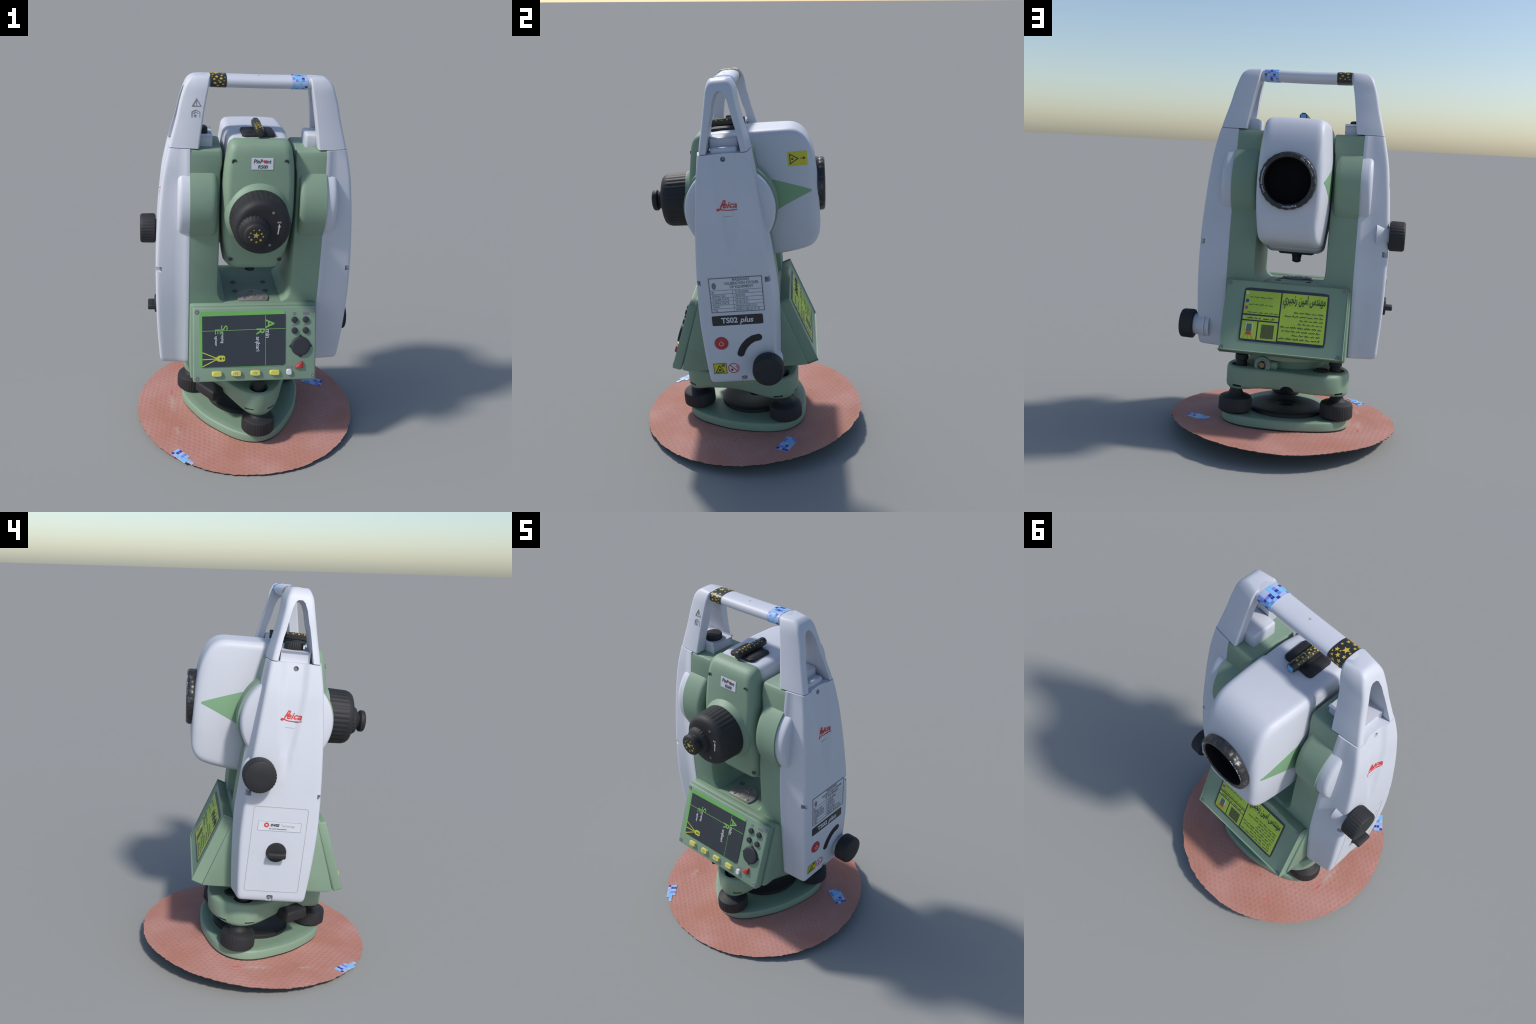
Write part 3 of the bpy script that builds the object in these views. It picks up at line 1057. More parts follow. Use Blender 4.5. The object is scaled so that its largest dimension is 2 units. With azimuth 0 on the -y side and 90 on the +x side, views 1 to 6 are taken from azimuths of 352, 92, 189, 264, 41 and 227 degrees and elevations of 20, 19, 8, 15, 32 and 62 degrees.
dm = slab(ribbon([(.072, 1.262), (.075, 1.285), (.0765, 1.300)], .0055) + [[(.070, 1.298), (.084, 1.299), (.0768, 1.316)]], drum_face, .0012)
dm = join(dm, text_geo('oo', .016, lambda tu, tv, w: drum_face(.076 + tu, 1.320 + tv, w), align='CENTER', width=.018))
obj_from('drum_mark', dm, LABEL, scope, kind='stuff')
obj_from('drum_pin', join(*[xform(lathe([(.007, -.002), (.007, .001), (.004, .002)], 14), axis_frame((x, -.3815, z), (0, -1, 0))) for x, z in ((.045, 1.372), (.035, 1.205))]), SCREW, scope, kind='stuff')

# objective: ring with recessed dark cap
ON = Vector((0, cos(radians(2.7)), -sin(radians(2.7))))
OC = Vector((.006, .452, 1.327))
prof = [(.146, -.02), (.146, .010), (.1435, .014), (.1455, .020), (.1455, .034), (.141, .044), (.132, .048), (.122, .046), (.113, .036), (.109, .018), (.106, .000), (.104, -.011), (.06, -.013), (.004, -.013)]
ring = obj_from('objective_ring', xform(lathe(prof[:9], 144, 24, .0030, (.019, .035), caps=False), axis_frame(OC, ON)), GLOSS_BLACK, scope, sharp=50)
obj_from('objective_cap', xform(lathe([(.118, .043)] + prof[8:] + [(.0004, -.013)], 72, caps=False), axis_frame(OC, ON)), LENS_CAP, scope)
obj_from('cap_pinhole', xform(lathe([(.010, -.0135), (.010, -.010), (.005, -.0095), (.004, -.012)], 16), axis_frame(OC, ON)), LENS_CAP, scope)
OM = axis_frame(OC, ON)


def ring_text(body, mid, size, span):
    def place(tu, tv, w):
        a = radians(mid) - tu / .129
        r = .1265 + tv
        return tuple(OM @ Vector((r * cos(a), r * sin(a), .0475 + w - abs(r - .130) * .1)))
    return text_geo(body, size, place, align='CENTER', width=span, w=.0012, sink=.002)


obj_from('ring_lettering', join(ring_text('Leica Geosystems', 180, .013, .13), ring_text('30x 1.7m Lens', 38, .013, .11), ring_text('Ergofocus', 278, .013, .07)), LABEL, scope, kind='stuff')

# optical sight on top of the waist
plate = prism([(-.085, -.070), (-.070, -.085), (.068, -.085), (.083, -.070), (.083, .050), (.068, .062), (-.070, .062), (-.085, .050)], 1.652, 1.674, xy, .008, 2)
sight = obj_from('sight_plate', plate, BLACK, scope)
obj_from('sight_pad', join(rbox(-.074, -.030, -.066, .046, 1.670, 1.6765, .003, 2), rbox(.030, .072, -.066, .046, 1.670, 1.6765, .003, 2)), BLACK_PLATE, scope)
secs = []
for y, k, dz in ((-.112, .55, -.006), (-.108, .85, -.005), (-.098, 1.0, -.003), (.086, 1.0, .001), (.096, .97, .001), (.1, .9, .001)):
    secs.append([(.0235 * k * (r_ := 1.0) * cos(2 * pi * i / 8 + pi / 8), y, 1.689 + dz + .024 * k * sin(2 * pi * i / 8 + pi / 8)) for i in range(8)])
tube = obj_from('sight_tube', join(loft(secs), rbox(-.015, .015, -.085, .075, 1.662, 1.685, .003, 2)), TAPE_BLACK, scope, sharp=30)
obj_from('sight_lens', rbox(-.015, .015, .097,   .1035, 1.675, 1.705, .003, 2), LENS_BLUE, scope)
st = []
for u, v, r in ((0.002, .060, .008), (-.003, .030, .0125), (.006, .008, .005), (-.006, -.010, .007), (.004, -.028, .006), (-.004, -.046, .008), (.005, -.066, .006), (.0, -.084, .006), (-.007, .010, .004), (.007, .044, .004)):
    st.append(star(u * .8, v, min(r, .0085), u * 200))
obj_from('sight_star', slab(st, lambda u, v, w: (u, v, 1.7115 + (v - .086) * .012 + w), .0006, .002), TAPE_GOLD, scope, kind='stuff')
for sg in (1, -1):
    side = [star(.0, v, .0062, v * 40) for v in (-.082, -.052, -.022, .008, .036, .066)] + [star(.004, v, .0036, v * 70) for v in (-.067, -.035, .022, .052)]
    # printed on the two slanting facets of the tube
    obj_from('sight_star', slab(side, lambda u, v, w: (sg * (.0157 + (-u + w) * .7071), v, 1.7050 + (u + w) * .7071 + (v - .086) * .012), .0012, .002), TAPE_GOLD, scope, kind='stuff')
# second small sight knob below the barrel
bt = join(prism([(-.105, -.075), (.095, -.075), (.095, .060), (-.105, .060)], .934, 1.005, xy, .014, 2), xform(lathe([(.032, -.01), (.028, .014), (.024, .034), (.026, .046), (.012, .054)], 16), axis_frame((-.004, .0, .940), (0, 0, -1))))
obj_from('lower_sight', bt, BLACK, scope)

# ------------------------------------------------------------------ knobs on the shells
def knob(name, s, y, z, x0, r, length, parent, collar):
    prof = [(r * .86, 0), (r * .98, .006), (r, .014), (r * .985, length - .012), (r * .93, length - .003), (r * .86, length), (r * .3, length + .001)]
    obj_from(name, xform(lathe(prof, 120, 30, .003, (.010, length - .010)), axis_frame((s * x0, y, z), (s, 0, 0))), BLACK, parent, sharp=40)
    if collar:
        obj_from('knob_collar', xform(lathe([(r * .90, -.06), (r * .72, -.025), (r * .62, .0), (r * .60, .02)], 40), axis_frame((s * (x0 - .006), y, z), (s, 0, 0))), WHITE, parent)


knob('vertical_drive_knob', -1, .144, 1.078, .512, .081, .084, shell_left, True)
knob('horizontal_drive_knob', 1, .149, .509, .522, .081, .076, shell_right, True)
obj_from('drive_neck', xform(lathe([(.072, -.06), (.064, -.015), (.058, .01), (.056, .04)], 40), axis_frame((.490, .149, .509), (1, 0, 0))), WHITE, shell_right)
# battery cover knob
bk = xform(lathe([(.050, -.004), (.050, .008), (.047, .013), (.02, .015)], 48), axis_frame((-.508, .014, .683), (-1, 0, 0)))
bk = join(bk, rbox(-.558, -.515, -.030, .058, .664, .690, .007, 3))
obj_from('battery_cover_knob', bk, BLACK, shell_left)
f = on_shell(-1)
obj_from('battery_cover_line', slab(ribbon(dense([(-.138, .914), (.112, .914), (.120, .906), (.120, .476), (.112, .468), (-.142, .468), (-.150, .476), (-.146, .906)]), .0026, True), f, .0008), LINE_GREY, shell_left)
obj_from('origin_label', sheet(-.119, .094, .793, .842, f, 10, 4, .0012, r=.006), LABEL, shell_left)
obj_from('origin_label_edge', slab(ribbon([(-.116, .794), (.091, .794), (.093, .796), (.093, .839), (.091, .841), (-.116, .841), (-.118, .839), (-.118, .796)], .0018, True), f, .0018, .0005), LINE_GREY, shell_left)
obj_from('origin_label_badge', slab([disc(-.077, .8225, .0125, 20)], f, .0022, .0005), RED_INK, shell_left)
obj_from('origin_label_cross', slab([[(-.079, .8175), (-.075, .8175), (-.075, .8205), (-.072, .8205), (-.072, .8245), (-.075, .8245), (-.075, .8275), (-.079, .8275), (-.079, .8245), (-.082, .8245), (-.082, .8205), (-.079, .8205)]], f, .0030, .0005), LABEL, shell_left)
obj_from('origin_label_text', join(text_geo('SWISS', .018, lambda tu, tv, w: f(-.058 + tu, .817 + tv, w + .001), width=.044, shear=.2, bold=.0008), text_geo('by Leica Geosystems', .010, lambda tu, tv, w: f(-.062 + tu, .802 + tv, w + .001), width=.085)), INK, shell_left, kind='stuff')
obj_from('origin_label_text', text_geo('Technology', .018, lambda tu, tv, w: f(-.006 + tu, .817 + tv, w + .001), width=.068), LINE_GREY, shell_left, kind='stuff')


def maker_script(mapf, parent):
    """Red joined-up maker's name with looped capital and underline."""
    L = [(-.050, -.016), (-.040, -.021), (-.030, -.012), (-.020, .010), (-.012, .024), (-.005, .022), (-.008, .011), (-.020, .002), (-.030, -.004)]
    tail = [(-.046, -.009), (-.030, -.016), (-.010, -.021), (.015, -.0225), (.040, -.0205), (.051, -.017)]
    g = slab(ribbon([(x, 1.357 + z) for x, z in L], .0058), lambda u, v, w: mapf(u, v, w), .0011)
    g = join(g, slab(ribbon([(x, 1.355 + z) for x, z in tail], .0040), mapf, .0016))
    g = join(g, text_geo('eica', .043, lambda tu, tv, w: mapf(-.019 + tu, 1.3445 + tv, w), width=.070, shear=.35, bold=.0007, w=.0021))
    obj_from('maker_lettering', g, RED_INK, parent, kind='stuff')
    obj_from('maker_subline', slab(ribbon([(-.024, 1.302), (.024, 1.302)], .0018), mapf, .0008), LINE_GREY, parent)


def shifted(mapf, du):
    return lambda u, v, w: mapf(u + du, v, w)


maker_script(shifted(on_shell(1), .013), shell_right)
maker_script(shifted(on_shell(-1), -.016), shell_left)

# right shell: calibration table, type plate, power key, symbols
f = on_shell(1)
obj_from('calibration_label', sheet(-.113, .155, .815, 1.000, f, 14, 10, .0012), LABEL, shell_right)
rows = [.934, .9145, .895, .8755, .856, .8365]
rul = ribbon(dense([(-.111, .817), (.153, .817), (.153, .998), (-.111, .998)]), .0042, True)
for z in rows:
    rul += ribbon([(-.1085, z), (.1505, z)], .0018)
zz = [.9325] + rows[1:] + [.8195]
for a, b in zip(zz[:-1], zz[1:]):
    rul += ribbon([(.003, a - .0012), (.003, b + .0012)], .0018)
rul.append(disc(-.088, .958, .011, 14, .018))
obj_from('calibration_rule', slab(rul, f, .0020, .0005), INK_GREY, shell_right, kind='stuff')
tx = []
for body, u, z, sz, wd in (('MASSAHAN', .048, .981, .020, .084), ('CALIBRATION STICKER', .050, .962, .020, .172), ('OF EQUIPMENT', .050, .943, .020, .118)):
    tx.append(text_geo(body, sz, (lambda uu, z_: lambda tu, tv, w: f(uu + tu, z_ + tv, w + .001))(u, z), align='CENTER', width=wd, bold=.0003))
for body, z, wd in (('ID', .918, .012), ('SERIAL NO', .899, .068), ('CALIBR DATE', .8795, .084), ('EXPIRE DATE', .860, .082), ('MGN', .8405, .030), ('TEL', .8215, .024)):
    tx.append(text_geo(body, .017, (lambda z_: lambda tu, tv, w: f(-.102 + tu, z_ + tv, w + .001))(z), width=wd))
for body, z, wd in (('TS-02-R500', .918, .070), ('1362558', .899, .050), ('2018.04.21', .8795, .064), ('2018.10.21', .860, .064), ('MASSAHAN CO.', .8405, .108), ('0098-21-88 20 47 57', .8215, .120)):
    tx.append(text_geo(body, .017, (lambda z_: lambda tu, tv, w: f(.012 + tu, z_ + tv, w + .001))(z), width=wd))
obj_from('calibration_text', join(*tx), INK_GREY, shell_right, kind='stuff')
obj_from('type_plate', sheet(-.116, .142, .743, .797, f, 12, 5, .0016, r=.004), LABEL_BLACK, shell_right)
obj_from('type_lettering', join(text_geo('TS02', .041, lambda tu, tv, w: f(-.070 + tu, .757 + tv, w + .0014), width=.084, bold=.0012), text_geo('plus', .041, lambda tu, tv, w: f(.024 + tu, .757 + tv, w + .0014), width=.070, shear=.25, bold=.0010)), LABEL, shell_right, kind='stuff')
o = Vector(f(-.082, .645, 0))
obj_from('power_key', xform(lathe([(.0345, -.01), (.0345, .002), (.032, .006), (.02, .0075), (.004, .008)], 40), axis_frame(o, (1, 0, 0))), KEY_RED, shell_right)
obj_from('power_bezel', xform(lathe([(.042, -.01), (.041, .001), (.037, .002), (.035, -.001)], 40, caps=False), axis_frame(o, (1, 0, 0))), WHITE, shell_right)
obj_from('power_sign', slab(ribbon(arc(-.082, .643, .0105, 125, 415, 16), .0028) + ribbon([(-.082, .660), (-.082, .648)], .0030), lambda u, v, w: f(u, v, w + .0068), .0016), LABEL, shell_right, kind='stuff')
# curved access flap
cen = [(.012, .580), (.020, .600), (.034, .622), (.056, .645), (.082, .661), (.110, .667)]
wid = .036
poly_l, poly_r = [], []
fine = []
for i in range(25):
    t = i / 24 * (len(cen) - 1)
    k = min(int(t), len(cen) - 2)
    fine.append((lerp(cen[k][0], cen[k + 1][0], t - k), lerp(cen[k][1], cen[k + 1][1], t - k)))
for i, p in enumerate(fine):
    a, b = fine[max(0, i - 1)], fine[min(24, i + 1)]
    d = Vector((b[0] - a[0], b[1] - a[1])).normalized()
    poly_l.append((p[0] - d.y * wid / 2, p[1] + d.x * wid / 2))
    poly_r.append((p[0] + d.y * wid / 2, p[1] - d.x * wid / 2))
d = Vector((fine[-1][0] - fine[-2][0], fine[-1][1] - fine[-2][1])).normalized()
a1 = math.degrees(atan2(d.y, d.x))
d = Vector((fine[0][0] - fine[1][0], fine[0][1] - fine[1][1])).normalized()
a0 = math.degrees(atan2(d.y, d.x))
outline = poly_l + arc(fine[-1][0], fine[-1][1], wid / 2, a1 + 80, a1 - 80, 10) + list(reversed(poly_r)) + arc(fine[0][0], fine[0][1], wid / 2, a0 + 80, a0 - 80, 10)
obj_from('curved_port_cover', slab([outline], f, .003), BLACK, shell_right)
obj_from('laser_class_label', sheet(-.138, -.070, .466, .528, f, 6, 6, .0012), LABEL_YELLOW, shell_right)
yl = ribbon([(-.1365, .4675), (-.0715, .4675), (-.0715, .5265), (-.1365, .5265)], .0022, True) + ribbon([(-.107, .514), (-.128, .476), (-.086, .476)], .0042, True) + [disc(-.107, .488, .0062, 12)]
obj_from('laser_class_print', join(slab(yl, f, .0022, .0005), text_geo('3R', .021, lambda tu, tv, w: f(-.097 + tu, .508 + tv, w + .001), width=.021, bold=.0006)), INK, shell_right, kind='stuff')
obj_from('no_staring_label', slab([disc(-.034, .496, .030, 32)], f, .0010), LABEL, shell_right)
obj_from('no_staring_sign', slab(ribbon(arc(-.034, .496, .0265, 0, 360, 36)[:-1], .0045, True) + ribbon([(-.051, .514), (-.017, .478)], .0045), f, .0021, .0005), RED_INK, shell_right, kind='stuff')
obj_from('no_staring_spot', slab([disc(-.043, .487, .0062, 12)] + ribbon([(-.022, .507), (-.015, .499), (-.018, .492)], .003), f, .0018, .0005), INK, shell_right, kind='stuff')

# ------------------------------------------------------------------ tribrach
TC = (.000, .005)
TA = 37.5   # direction of one corner; the others follow at 120 degrees


def tri_r(a, r0, k1, k2):
    d = 3 * (a - radians(TA))
    return r0 + k1 * cos(d) + k2 * cos(2 * d)


def tri_ring(z, r0, k1, k2, dr=0.0, n=120):
    return [(TC[0] + (tri_r(2 * pi * i / n, r0, k1, k2) + dr) * cos(2 * pi * i / n), TC[1] + (tri_r(2 * pi * i / n, r0, k1, k2) + dr) * sin(2 * pi * i / n), z) for i in range(n)]


BP = (.336, .037, .006)
tribrach = bpy.data.objects.new('tribrach', None)
COL.objects.link(tribrach)
tribrach.parent = station
base = loft([tri_ring(z, *BP, dr) for z, dr in ((.004, -.006), (.010, .000), (.046, .000), (.053, -.004), (.056, -.011))] + [tri_ring(.0555, *BP, -.05), tri_ring(.055, *BP, -.15)])
obj_from('base_plate', base, GREEN, tribrach, sharp=40)
obj_from('base_gasket', loft([tri_ring(-.004, *BP, -.004), tri_ring(.007, *BP, -.002)]), RUBBER_FOOT, tribrach)
sp = lathe([(.205, .050), (.212, .056), (.212, .072), (.204, .078), (.19, .079), (.06, .084), (.050, .078), (.045, .060), (.02, .058)], 72)
obj_from('spring_plate', xform(sp, Matrix.Translation((-.005, .030, 0))), BLACK_PLATE, tribrach)


BD = (.297, .063, .011)


def body_ring(t, dr, n=180):
    """Lobed body: its skirt hangs low at the three corners and arches up between them."""
    ring = []
    for i in range(n):
        a = 2 * pi * i / n
        c = cos(3 * (a - radians(TA)))
        drop = .040 if sin(a) < -.5 else .020
        mid_lift = .006 if sin(a) < .3 else 0.0
        low = .206 + mid_lift * max(0.0, -c) - drop * max(0.0, c) ** 2
        bulge = ((math.degrees(a) % 360) - 126) / 22
        r = tri_r(a, *BD) + dr + lerp(-.012, .014, t) * (.5 - .5 * c) + .075 * math.exp(-bulge * bulge) + .02 * math.exp(-((math.degrees(a) - 85) / 25) ** 2)
        ring.append((TC[0] + r * cos(a), TC[1] + r * sin(a), lerp(low, .317, t)))
    return ring


zs = ((.03, -.10), (.0, -.030), (.03, -.014), (.10, -.004), (.2, .0), (.80, .000), (.90, -.002), (.97, -.007), (1.0, -.014))
body = loft([body_ring(t, dr) for t, dr in zs])
bob = obj_from('tribrach_body', body, GREEN, tribrach, sharp=40)
RK = .326
cut = Geo()
for k in range(3):
    a = radians(TA + 120 * k)
    x, y = TC[0] + .298 * cos(a), TC[1] + .298 * sin(a)
    cut = join(cut, xform(lathe([(.046, .262), (.054, .33)], 32), Matrix.Translation((x, y, 0))))
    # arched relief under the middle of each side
    b = a + radians(60)
    if k == 0:
        m = axis_frame((TC[0] + .16 * cos(b), TC[1] + .16 * sin(b), .196), (cos(b), sin(b), 0))
        cut = join(cut, xform(lathe([(.042, 0), (.042, .25)], 28), m))
    # slots beside the corners
    for da in (-9, 9):
        c = a + radians(da)
        n_ = a + radians(da * 5.0)
        cc = (TC[0] + .345 * cos(c), TC[1] + .345 * sin(c), .213)
        bx = rbox(-.026, .026, -.006, .006, -.03, .06, 0)
        cut = join(cut, xform(bx, axis_frame(cc, (cos(n_), sin(n_), 0))))
boolean(bob, cut, sharp=40)
for k in range(3):
    a = radians(TA + 120 * k)
    x, y = TC[0] + RK * cos(a) * .985, TC[1] + RK * sin(a) * .985
    prof = [(.07, .056), (.082, .062), (.0905, .070), (.0915, .078), (.0905, .128), (.086, .140), (.072, .148), (.052, .152), (.043, .158), (.034, .176), (.030, .215)]
    obj_from('leveling_knob', xform(lathe(prof, 144, 36, .0028, (.072, .130)), Matrix.Translation((x, y, 0))), BLACK, tribrach, sharp=40)
    prof = [(.034, .255), (.034, .300), (.031, .312), (.029, .342), (.036, .346), (.036, .372), (.030, .378)]
    obj_from('leveling_stem', xform(lathe(prof, 32), Matrix.Translation((TC[0] + .298 * cos(a), TC[1] + .298 * sin(a), 0))), BLACK, tribrach)
# circular bubble on one corner
a = radians(TA + 120)
obj_from('circular_level', xform(lathe([(.046, .300), (.046, .316), (.038, .319), (.034, .314), (.004, .315)], 36), Matrix.Translation((-.205, .170, .007))), GLOSS_BLACK, tribrach)
# clamp lever
b = radians(TA + 180)
m = axis_frame((TC[0] + .288 * cos(b), TC[1] + .288 * sin(b), .226), (cos(b), sin(b), 0))
obj_from('clamp_lever', xform(rbox(-.075, .075, -.032, .030, -.065, .030, .012, 3), m), BLACK, tribrach)
# connector socket at the back
so = axis_frame((.104, .225, .338), (.12, 1, 0))
obj_from('socket_housing', xform(lathe([(.046, -.06), (.046, .030), (.043, .040), (.030, .041)], 40), so), GREEN, tribrach)
obj_from('socket_housing', rbox(.028, .095, .17, .252, .312, .360, .014, 3), GREEN, tribrach)
obj_from('socket_ring', xform(lathe([(.032, .035), (.032, .046), (.026, .047), (.024, .040)], 36, caps=False), so), SCREW, tribrach)
obj_from('socket_insert', xform(lathe([(.0245, .030), (.0245, .041), (.016, .041), (.014, .043), (.004, .043)], 30), so), INK, tribrach)
obj_from('socket_pin', xform(lathe([(.014, .040), (.014, .045), (.004, .0455)], 24), so), BRASS, tribrach)

# ------------------------------------------------------------------ round mat
MC, MR = (.009, .002), .632
SU, SV, SROT = .032, .0275, radians(84)


def scale_height(x, y):
    """Embossed fish-scale relief: overlapping rounded tongues in offset rows."""
    c, q = cos(SROT), sin(SROT)
    wob = .006 * noise.noise(Vector((x * 7, y * 7, 5.0)))
    x, y = x + wob, y - wob
    u, v = (x * c + y * q) / SU, (-x * q + y * c) / SV
    best = 0.0
    for k in (0, 1):
        row = math.floor(v) + k
        fu = (u + (0.0 if row % 2 else 0.5)) % 1.0 - .5
        fv = v - row
        d = sqrt(fu ** 2 + (fv * .82) ** 2)
        if d < .60:
            best = max(best, (1 - (d / .60) ** 5) * (.45 + .55 * (1 + fv) * .5))
    return best


def mat_surface(x, y):
    r = sqrt((x - MC[0]) ** 2 + (y - MC[1]) ** 2)
    a = atan2(y - MC[1], x - MC[0])
    z = (.0030 + .0016 * noise.noise(Vector((x * 5, y * 5, 9.0)))) * scale_height(x, y) - .001
    z += .0035 * noise.noise(Vector((x * 3.1, y * 3.1, 1.7)))
    back = smooth01(1 - abs(a - radians(97)) / radians(42))
    z -= .005 * smooth01((y - .25) / .4)
    z -= back * .010 * smooth01((r - .555) / .08) ** 2
    return z


def build_mat():
    nr, na = 150, 540
    rim = []
    for j in range(na):
        a = 2 * pi * j / na
        p = Vector((cos(a) * 3, sin(a) * 3, 0))
        w = .0045 * noise.noise(p * 3) + .0045 * noise.noise(p * 11) + .0060 * (abs(noise.noise(p * 26)) ** 1.2) - .002
        rim.append(MR + w)
    vs, fs, ms = [], [], []
    for i in range(nr + 1):
        t = (i / nr) ** .75
        for j in range(na):
            a = 2 * pi * j / na
            r = rim[j] * (.02 + .98 * t)
            x, y = MC[0] + r * cos(a), MC[1] + r * sin(a)
            vs.append((x, y, mat_surface(x, y)))
    for i in range(nr):
        for j in range(na):
            k = (j + 1) % na
            fs.append((i * na + j, (i + 1) * na + j, (i + 1) * na + k, i * na + k))
            ms.append(0)
    fs.append(tuple(range(na)))
    ms.append(0)
    top = nr * na
    o = len(vs)
    for dz, dr in ((-.006, -.003), (-.0075, -.03)):
        for j in range(na):
            x, y, z = vs[top + j]
            a = 2 * pi * j / na
            vs.append((x + dr * cos(a), y + dr * sin(a), z + dz + .0015 * noise.noise(Vector((cos(a) * 40, sin(a) * 40, 3)))))
    for j in range(na):
        k = (j + 1) % na
        fs.append((top + j, o + j, o + k, top + k))
        ms.append(1)
        fs.append((o + j, o + na + j, o + na + k, o + k))
        ms.append(1)
    fs.append(tuple(reversed(range(o + na, o + 2 * na))))
    ms.append(1)
    g = Geo()
    g.v, g.f, g.m = vs, fs, ms
    return g


def mat_material():
    m = bpy.data.materials.new('pink_embossed_mat')
    m.use_nodes = True
    nt = m.node_tree
    N, L = nt.nodes, nt.links
    bs = N['Principled BSDF']
    bs.inputs['Roughness'].default_value = .8
    bs.inputs['Specular IOR Level'].default_value = .25
    tc = N.new('ShaderNodeTexCoord')

    def tex(scale, detail, rough=.5):
        n = N.new('ShaderNodeTexNoise')
        n.inputs['Scale'].default_value = scale
        n.inputs['Detail'].default_value = detail
        n.inputs['Roughness'].default_value = rough
        L.new(tc.outputs['Object'], n.inputs['Vector'])
        return n

    def ramp(src, p0, c0, p1, c1):
        r = N.new('ShaderNodeValToRGB')
        e = r.color_ramp.elements
        e[0].position, e[0].color = p0, tuple(c0) + (1,)
        e[1].position, e[1].color = p1, tuple(c1) + (1,)
        L.new(src, r.inputs['Fac'])
        return r.outputs['Color']

    def mix(fac, a, b):
        x = N.new('ShaderNodeMix')
        x.data_type = 'RGBA'
        L.new(fac, x.inputs['Factor'])
        for s, v in (('A', a), ('B', b)):
            if isinstance(v, tuple):
                x.inputs[s].default_value = v + (1,)
            else:
                L.new(v, x.inputs[s])
        return x.outputs['Result']

    def math_(op, a, b=None):
        x = N.new('ShaderNodeMath')
        x.operation = op
        for i, v in enumerate((a, b)):
            if v is None:
                continue
            if isinstance(v, (int, float)):
                x.inputs[i].default_value = v
            else:
                L.new(v, x.inputs[i])
        return x.outputs[0]
    blotch = tex(3.2, 4)
    col = ramp(blotch.outputs['Fac'], .35, (.425, .184, .136), .66, (.500, .258, .226))
    # scale cells: duller brown hearts between pink rims
    mp = N.new('ShaderNodeMapping')
    mp.vector_type = 'TEXTURE'
    mp.inputs['Rotation'].default_value = (0, 0, SROT)
    mp.inputs['Scale'].default_value = (SU, SV, 1)
    L.new(tc.outputs['Object'], mp.inputs['Vector'])
    sep = N.new('ShaderNodeSeparateXYZ')
    L.new(mp.outputs['Vector'], sep.inputs['Vector'])
    lat = math_('MULTIPLY', math_('COSINE', math_('MULTIPLY', sep.outputs['X'], 2 * pi)), math_('COSINE', math_('MULTIPLY', sep.outputs['Y'], pi)))
    hearts = ramp(math_('ADD', math_('MULTIPLY', lat, .5), .5), .45, (0, 0, 0), 1.0, (1, 1, 1))
    col = mix(math_('MULTIPLY', hearts, math_('MULTIPLY', tex(5.5, 3).outputs['Fac'], .80)), col, (.33, .192, .160))
    rims = ramp(math_('ADD', math_('MULTIPLY', lat, .5), .5), .0, (1, 1, 1), .35, (0, 0, 0))
    col = mix(math_('MULTIPLY', rims, .16), col, (.475, .250, .230))
    fine = tex(60, 4, .7)
    col = mix(math_('MULTIPLY', ramp(fine.outputs['Fac'], .5, (0, 0, 0), .75, (1, 1, 1)), .22), col, (.50, .32, .285))
    # orange rust-like stains toward parts of the rim, pale scuffs, small dark scratches
    st = tex(7, 6, .65)
    col = mix(math_('MULTIPLY', ramp(st.outputs['Fac'], .60, (0, 0, 0), .74, (1, 1, 1)), .5), col, (.36, .165, .10))
    # spots of red paint: ellipses broken up by noise
    crumbs = tex(45, 3, .6)

    def blob(cx, cy, sx, sy, rot, colr, lo, hi):
        nonlocal col
        q = N.new('ShaderNodeMapping')
        q.vector_type = 'TEXTURE'
        q.inputs['Location'].default_value = (cx, cy, 0)
        q.inputs['Rotation'].default_value = (0, 0, radians(rot))
        q.inputs['Scale'].default_value = (sx, sy, 1)
        L.new(tc.outputs['Object'], q.inputs['Vector'])
        d = N.new('ShaderNodeVectorMath')
        d.operation = 'LENGTH'
        L.new(q.outputs['Vector'], d.inputs[0])
        fall = math_('SUBTRACT', 1.0, d.outputs['Value'])
        mask = math_('MULTIPLY', math_('MAXIMUM', fall, 0.0), math_('MULTIPLY', crumbs.outputs['Fac'], 2.0))
        col = mix(ramp(mask, lo, (0, 0, 0), hi, (1, 1, 1)), col, colr)
    blob(-.424, .040, .045, .20, 4, (.46, .31, .27), .4, 1.4)
    blob(-.422, .132, .018, .065, 3, (.58, .12, .11), .45, .75)
    blob(-.262, .418, .010, .040, -40, (.58, .13, .12), .45, .7)
    blob(-.240, .388, .008, .020, -10, (.56, .15, .14), .45, .7)
    blob(-.129, .336, .006, .008, 0, (.30, .06, .06), .3, .5)
    blob(-.40, -.23, .035, .09, 15, (.46, .30, .26), .5, 1.6)
    L.new(col, bs.inputs['Base Color'])
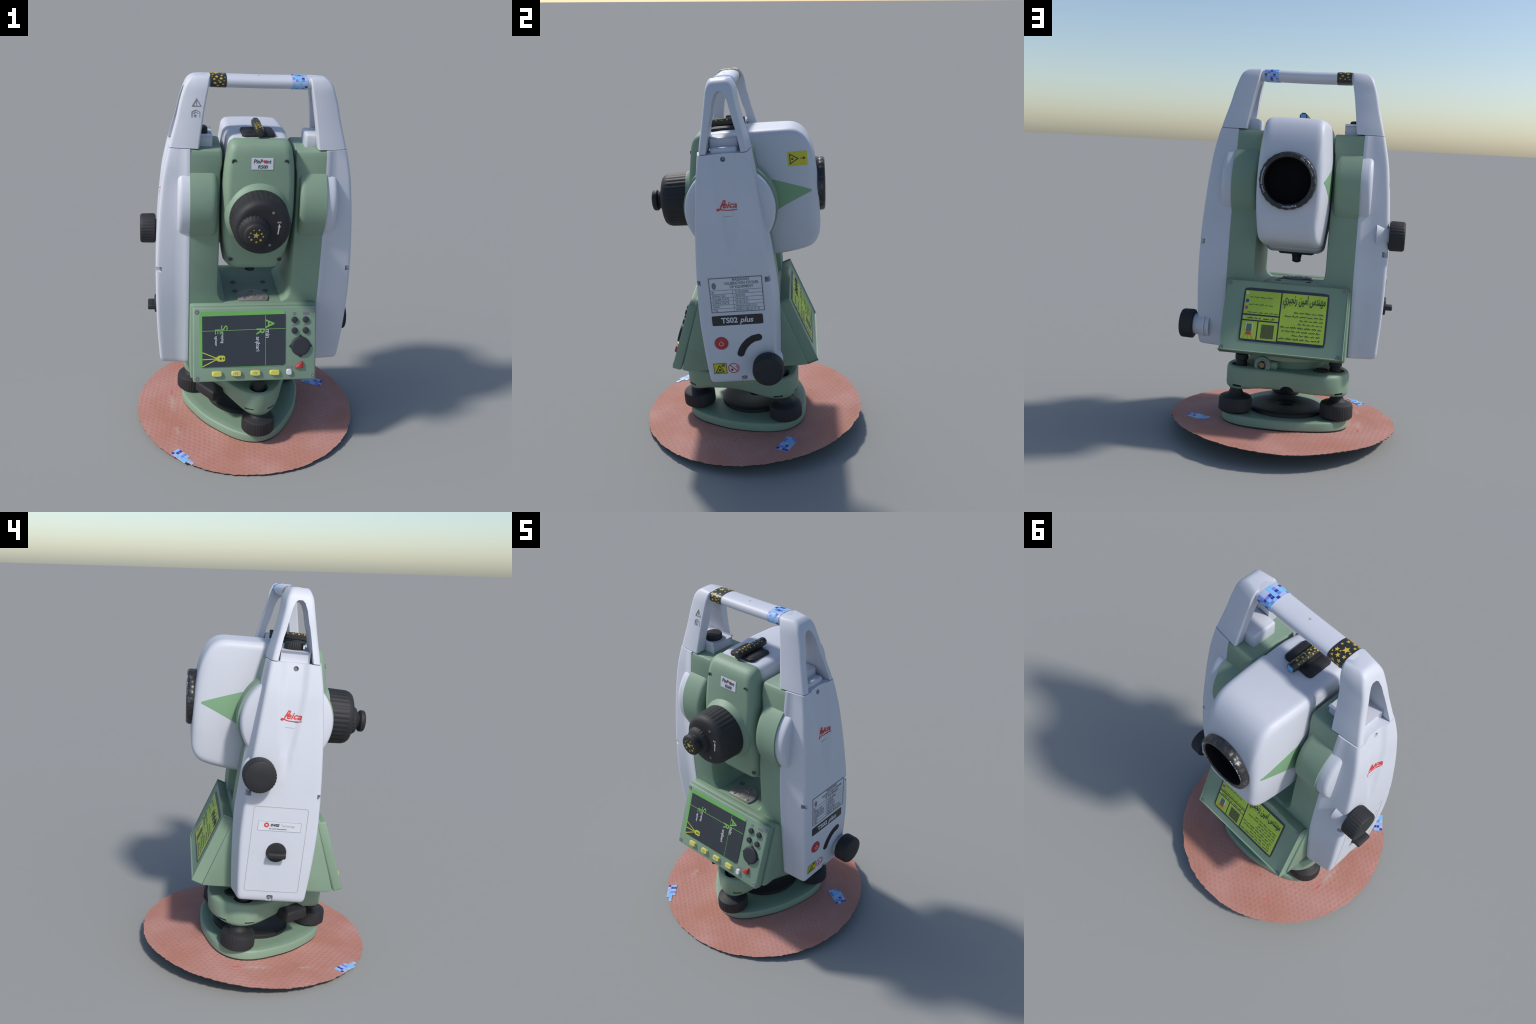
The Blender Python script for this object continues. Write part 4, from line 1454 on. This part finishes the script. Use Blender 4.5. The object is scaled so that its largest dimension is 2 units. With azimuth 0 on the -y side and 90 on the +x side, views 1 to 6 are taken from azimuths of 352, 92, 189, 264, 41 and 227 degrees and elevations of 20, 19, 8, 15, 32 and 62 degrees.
    bp = N.new('ShaderNodeBump')
    bp.inputs['Strength'].default_value = .25
    bp.inputs['Distance'].default_value = .002
    L.new(fine.outputs['Fac'], bp.inputs['Height'])
    L.new(bp.outputs['Normal'], bs.inputs['Normal'])
    return m


MAT_TOP = mat_material()
MAT_EDGE = material('dark_mat_edge', (.035, .033, .035), rough=.9, var=.3, scale=30)
mat = obj_from('floor_mat', build_mat(), [MAT_TOP, MAT_EDGE], None, sharp=50, fix=False)
mat.matrix_world = FRAME
mat['label'] = 'round pink fish-scale embossed mat with ragged cut edge'
mat['category'] = 'mat'


# mosaic tape patches stuck on the mat: corner + two edge directions
def patch(origin, eu, ev, nu, nv, keep, seed):
    eu, ev = Vector(eu), Vector(ev)
    uh, vh = eu.normalized(), ev.normalized()
    step = eu.length / nu

    def f(u, v, w):
        p = Vector(origin) + uh * u + vh * v
        return (p.x, p.y, mat_surface(p.x, p.y) + .0026 + w)
    rr = random.Random(seed)
    back = []
    for i in range(nu):
        for j in range(nv):
            if keep(i, j):
                back.append([(i * step, j * step), ((i + 1) * step, j * step), ((i + 1) * step, (j + 1) * step), (i * step, (j + 1) * step)])
    ob = obj_from('tape_patch', slab(back, f, 0.0, .0035), TILE_PALE, mat)

    def inside(u, v):
        return keep(int(u / step), int(v / step))
    mosaic(f, inside, 0, nu * step, 0, nv * step, step, ob, rr, (.22, .30, .28, .20), .0006)


patch((.386, .204), (.035, .0635), (.1135, -.0625), 4, 7, lambda i, j: not (i == 3 and j == 0), 21)


# the front patch reaches the rim and is cut off by it
def front_keep(i, j):
    st = .0185
    p = Vector((-.400, -.394)) + Vector((.0652, -.0770)).normalized() * ((j + .5) * st) + Vector((-.0770, -.0652)).normalized() * ((i + .5) * st)
    if (p - Vector(MC)).length > MR - .001:
        return False
    return not (j > 4 and i < 1)


patch((-.400, -.394), Vector((-.0770, -.0652)).normalized() * .074, Vector((.0652, -.0770)).normalized() * .148, 4, 8, front_keep, 8)
bpy.context.view_layer.update()
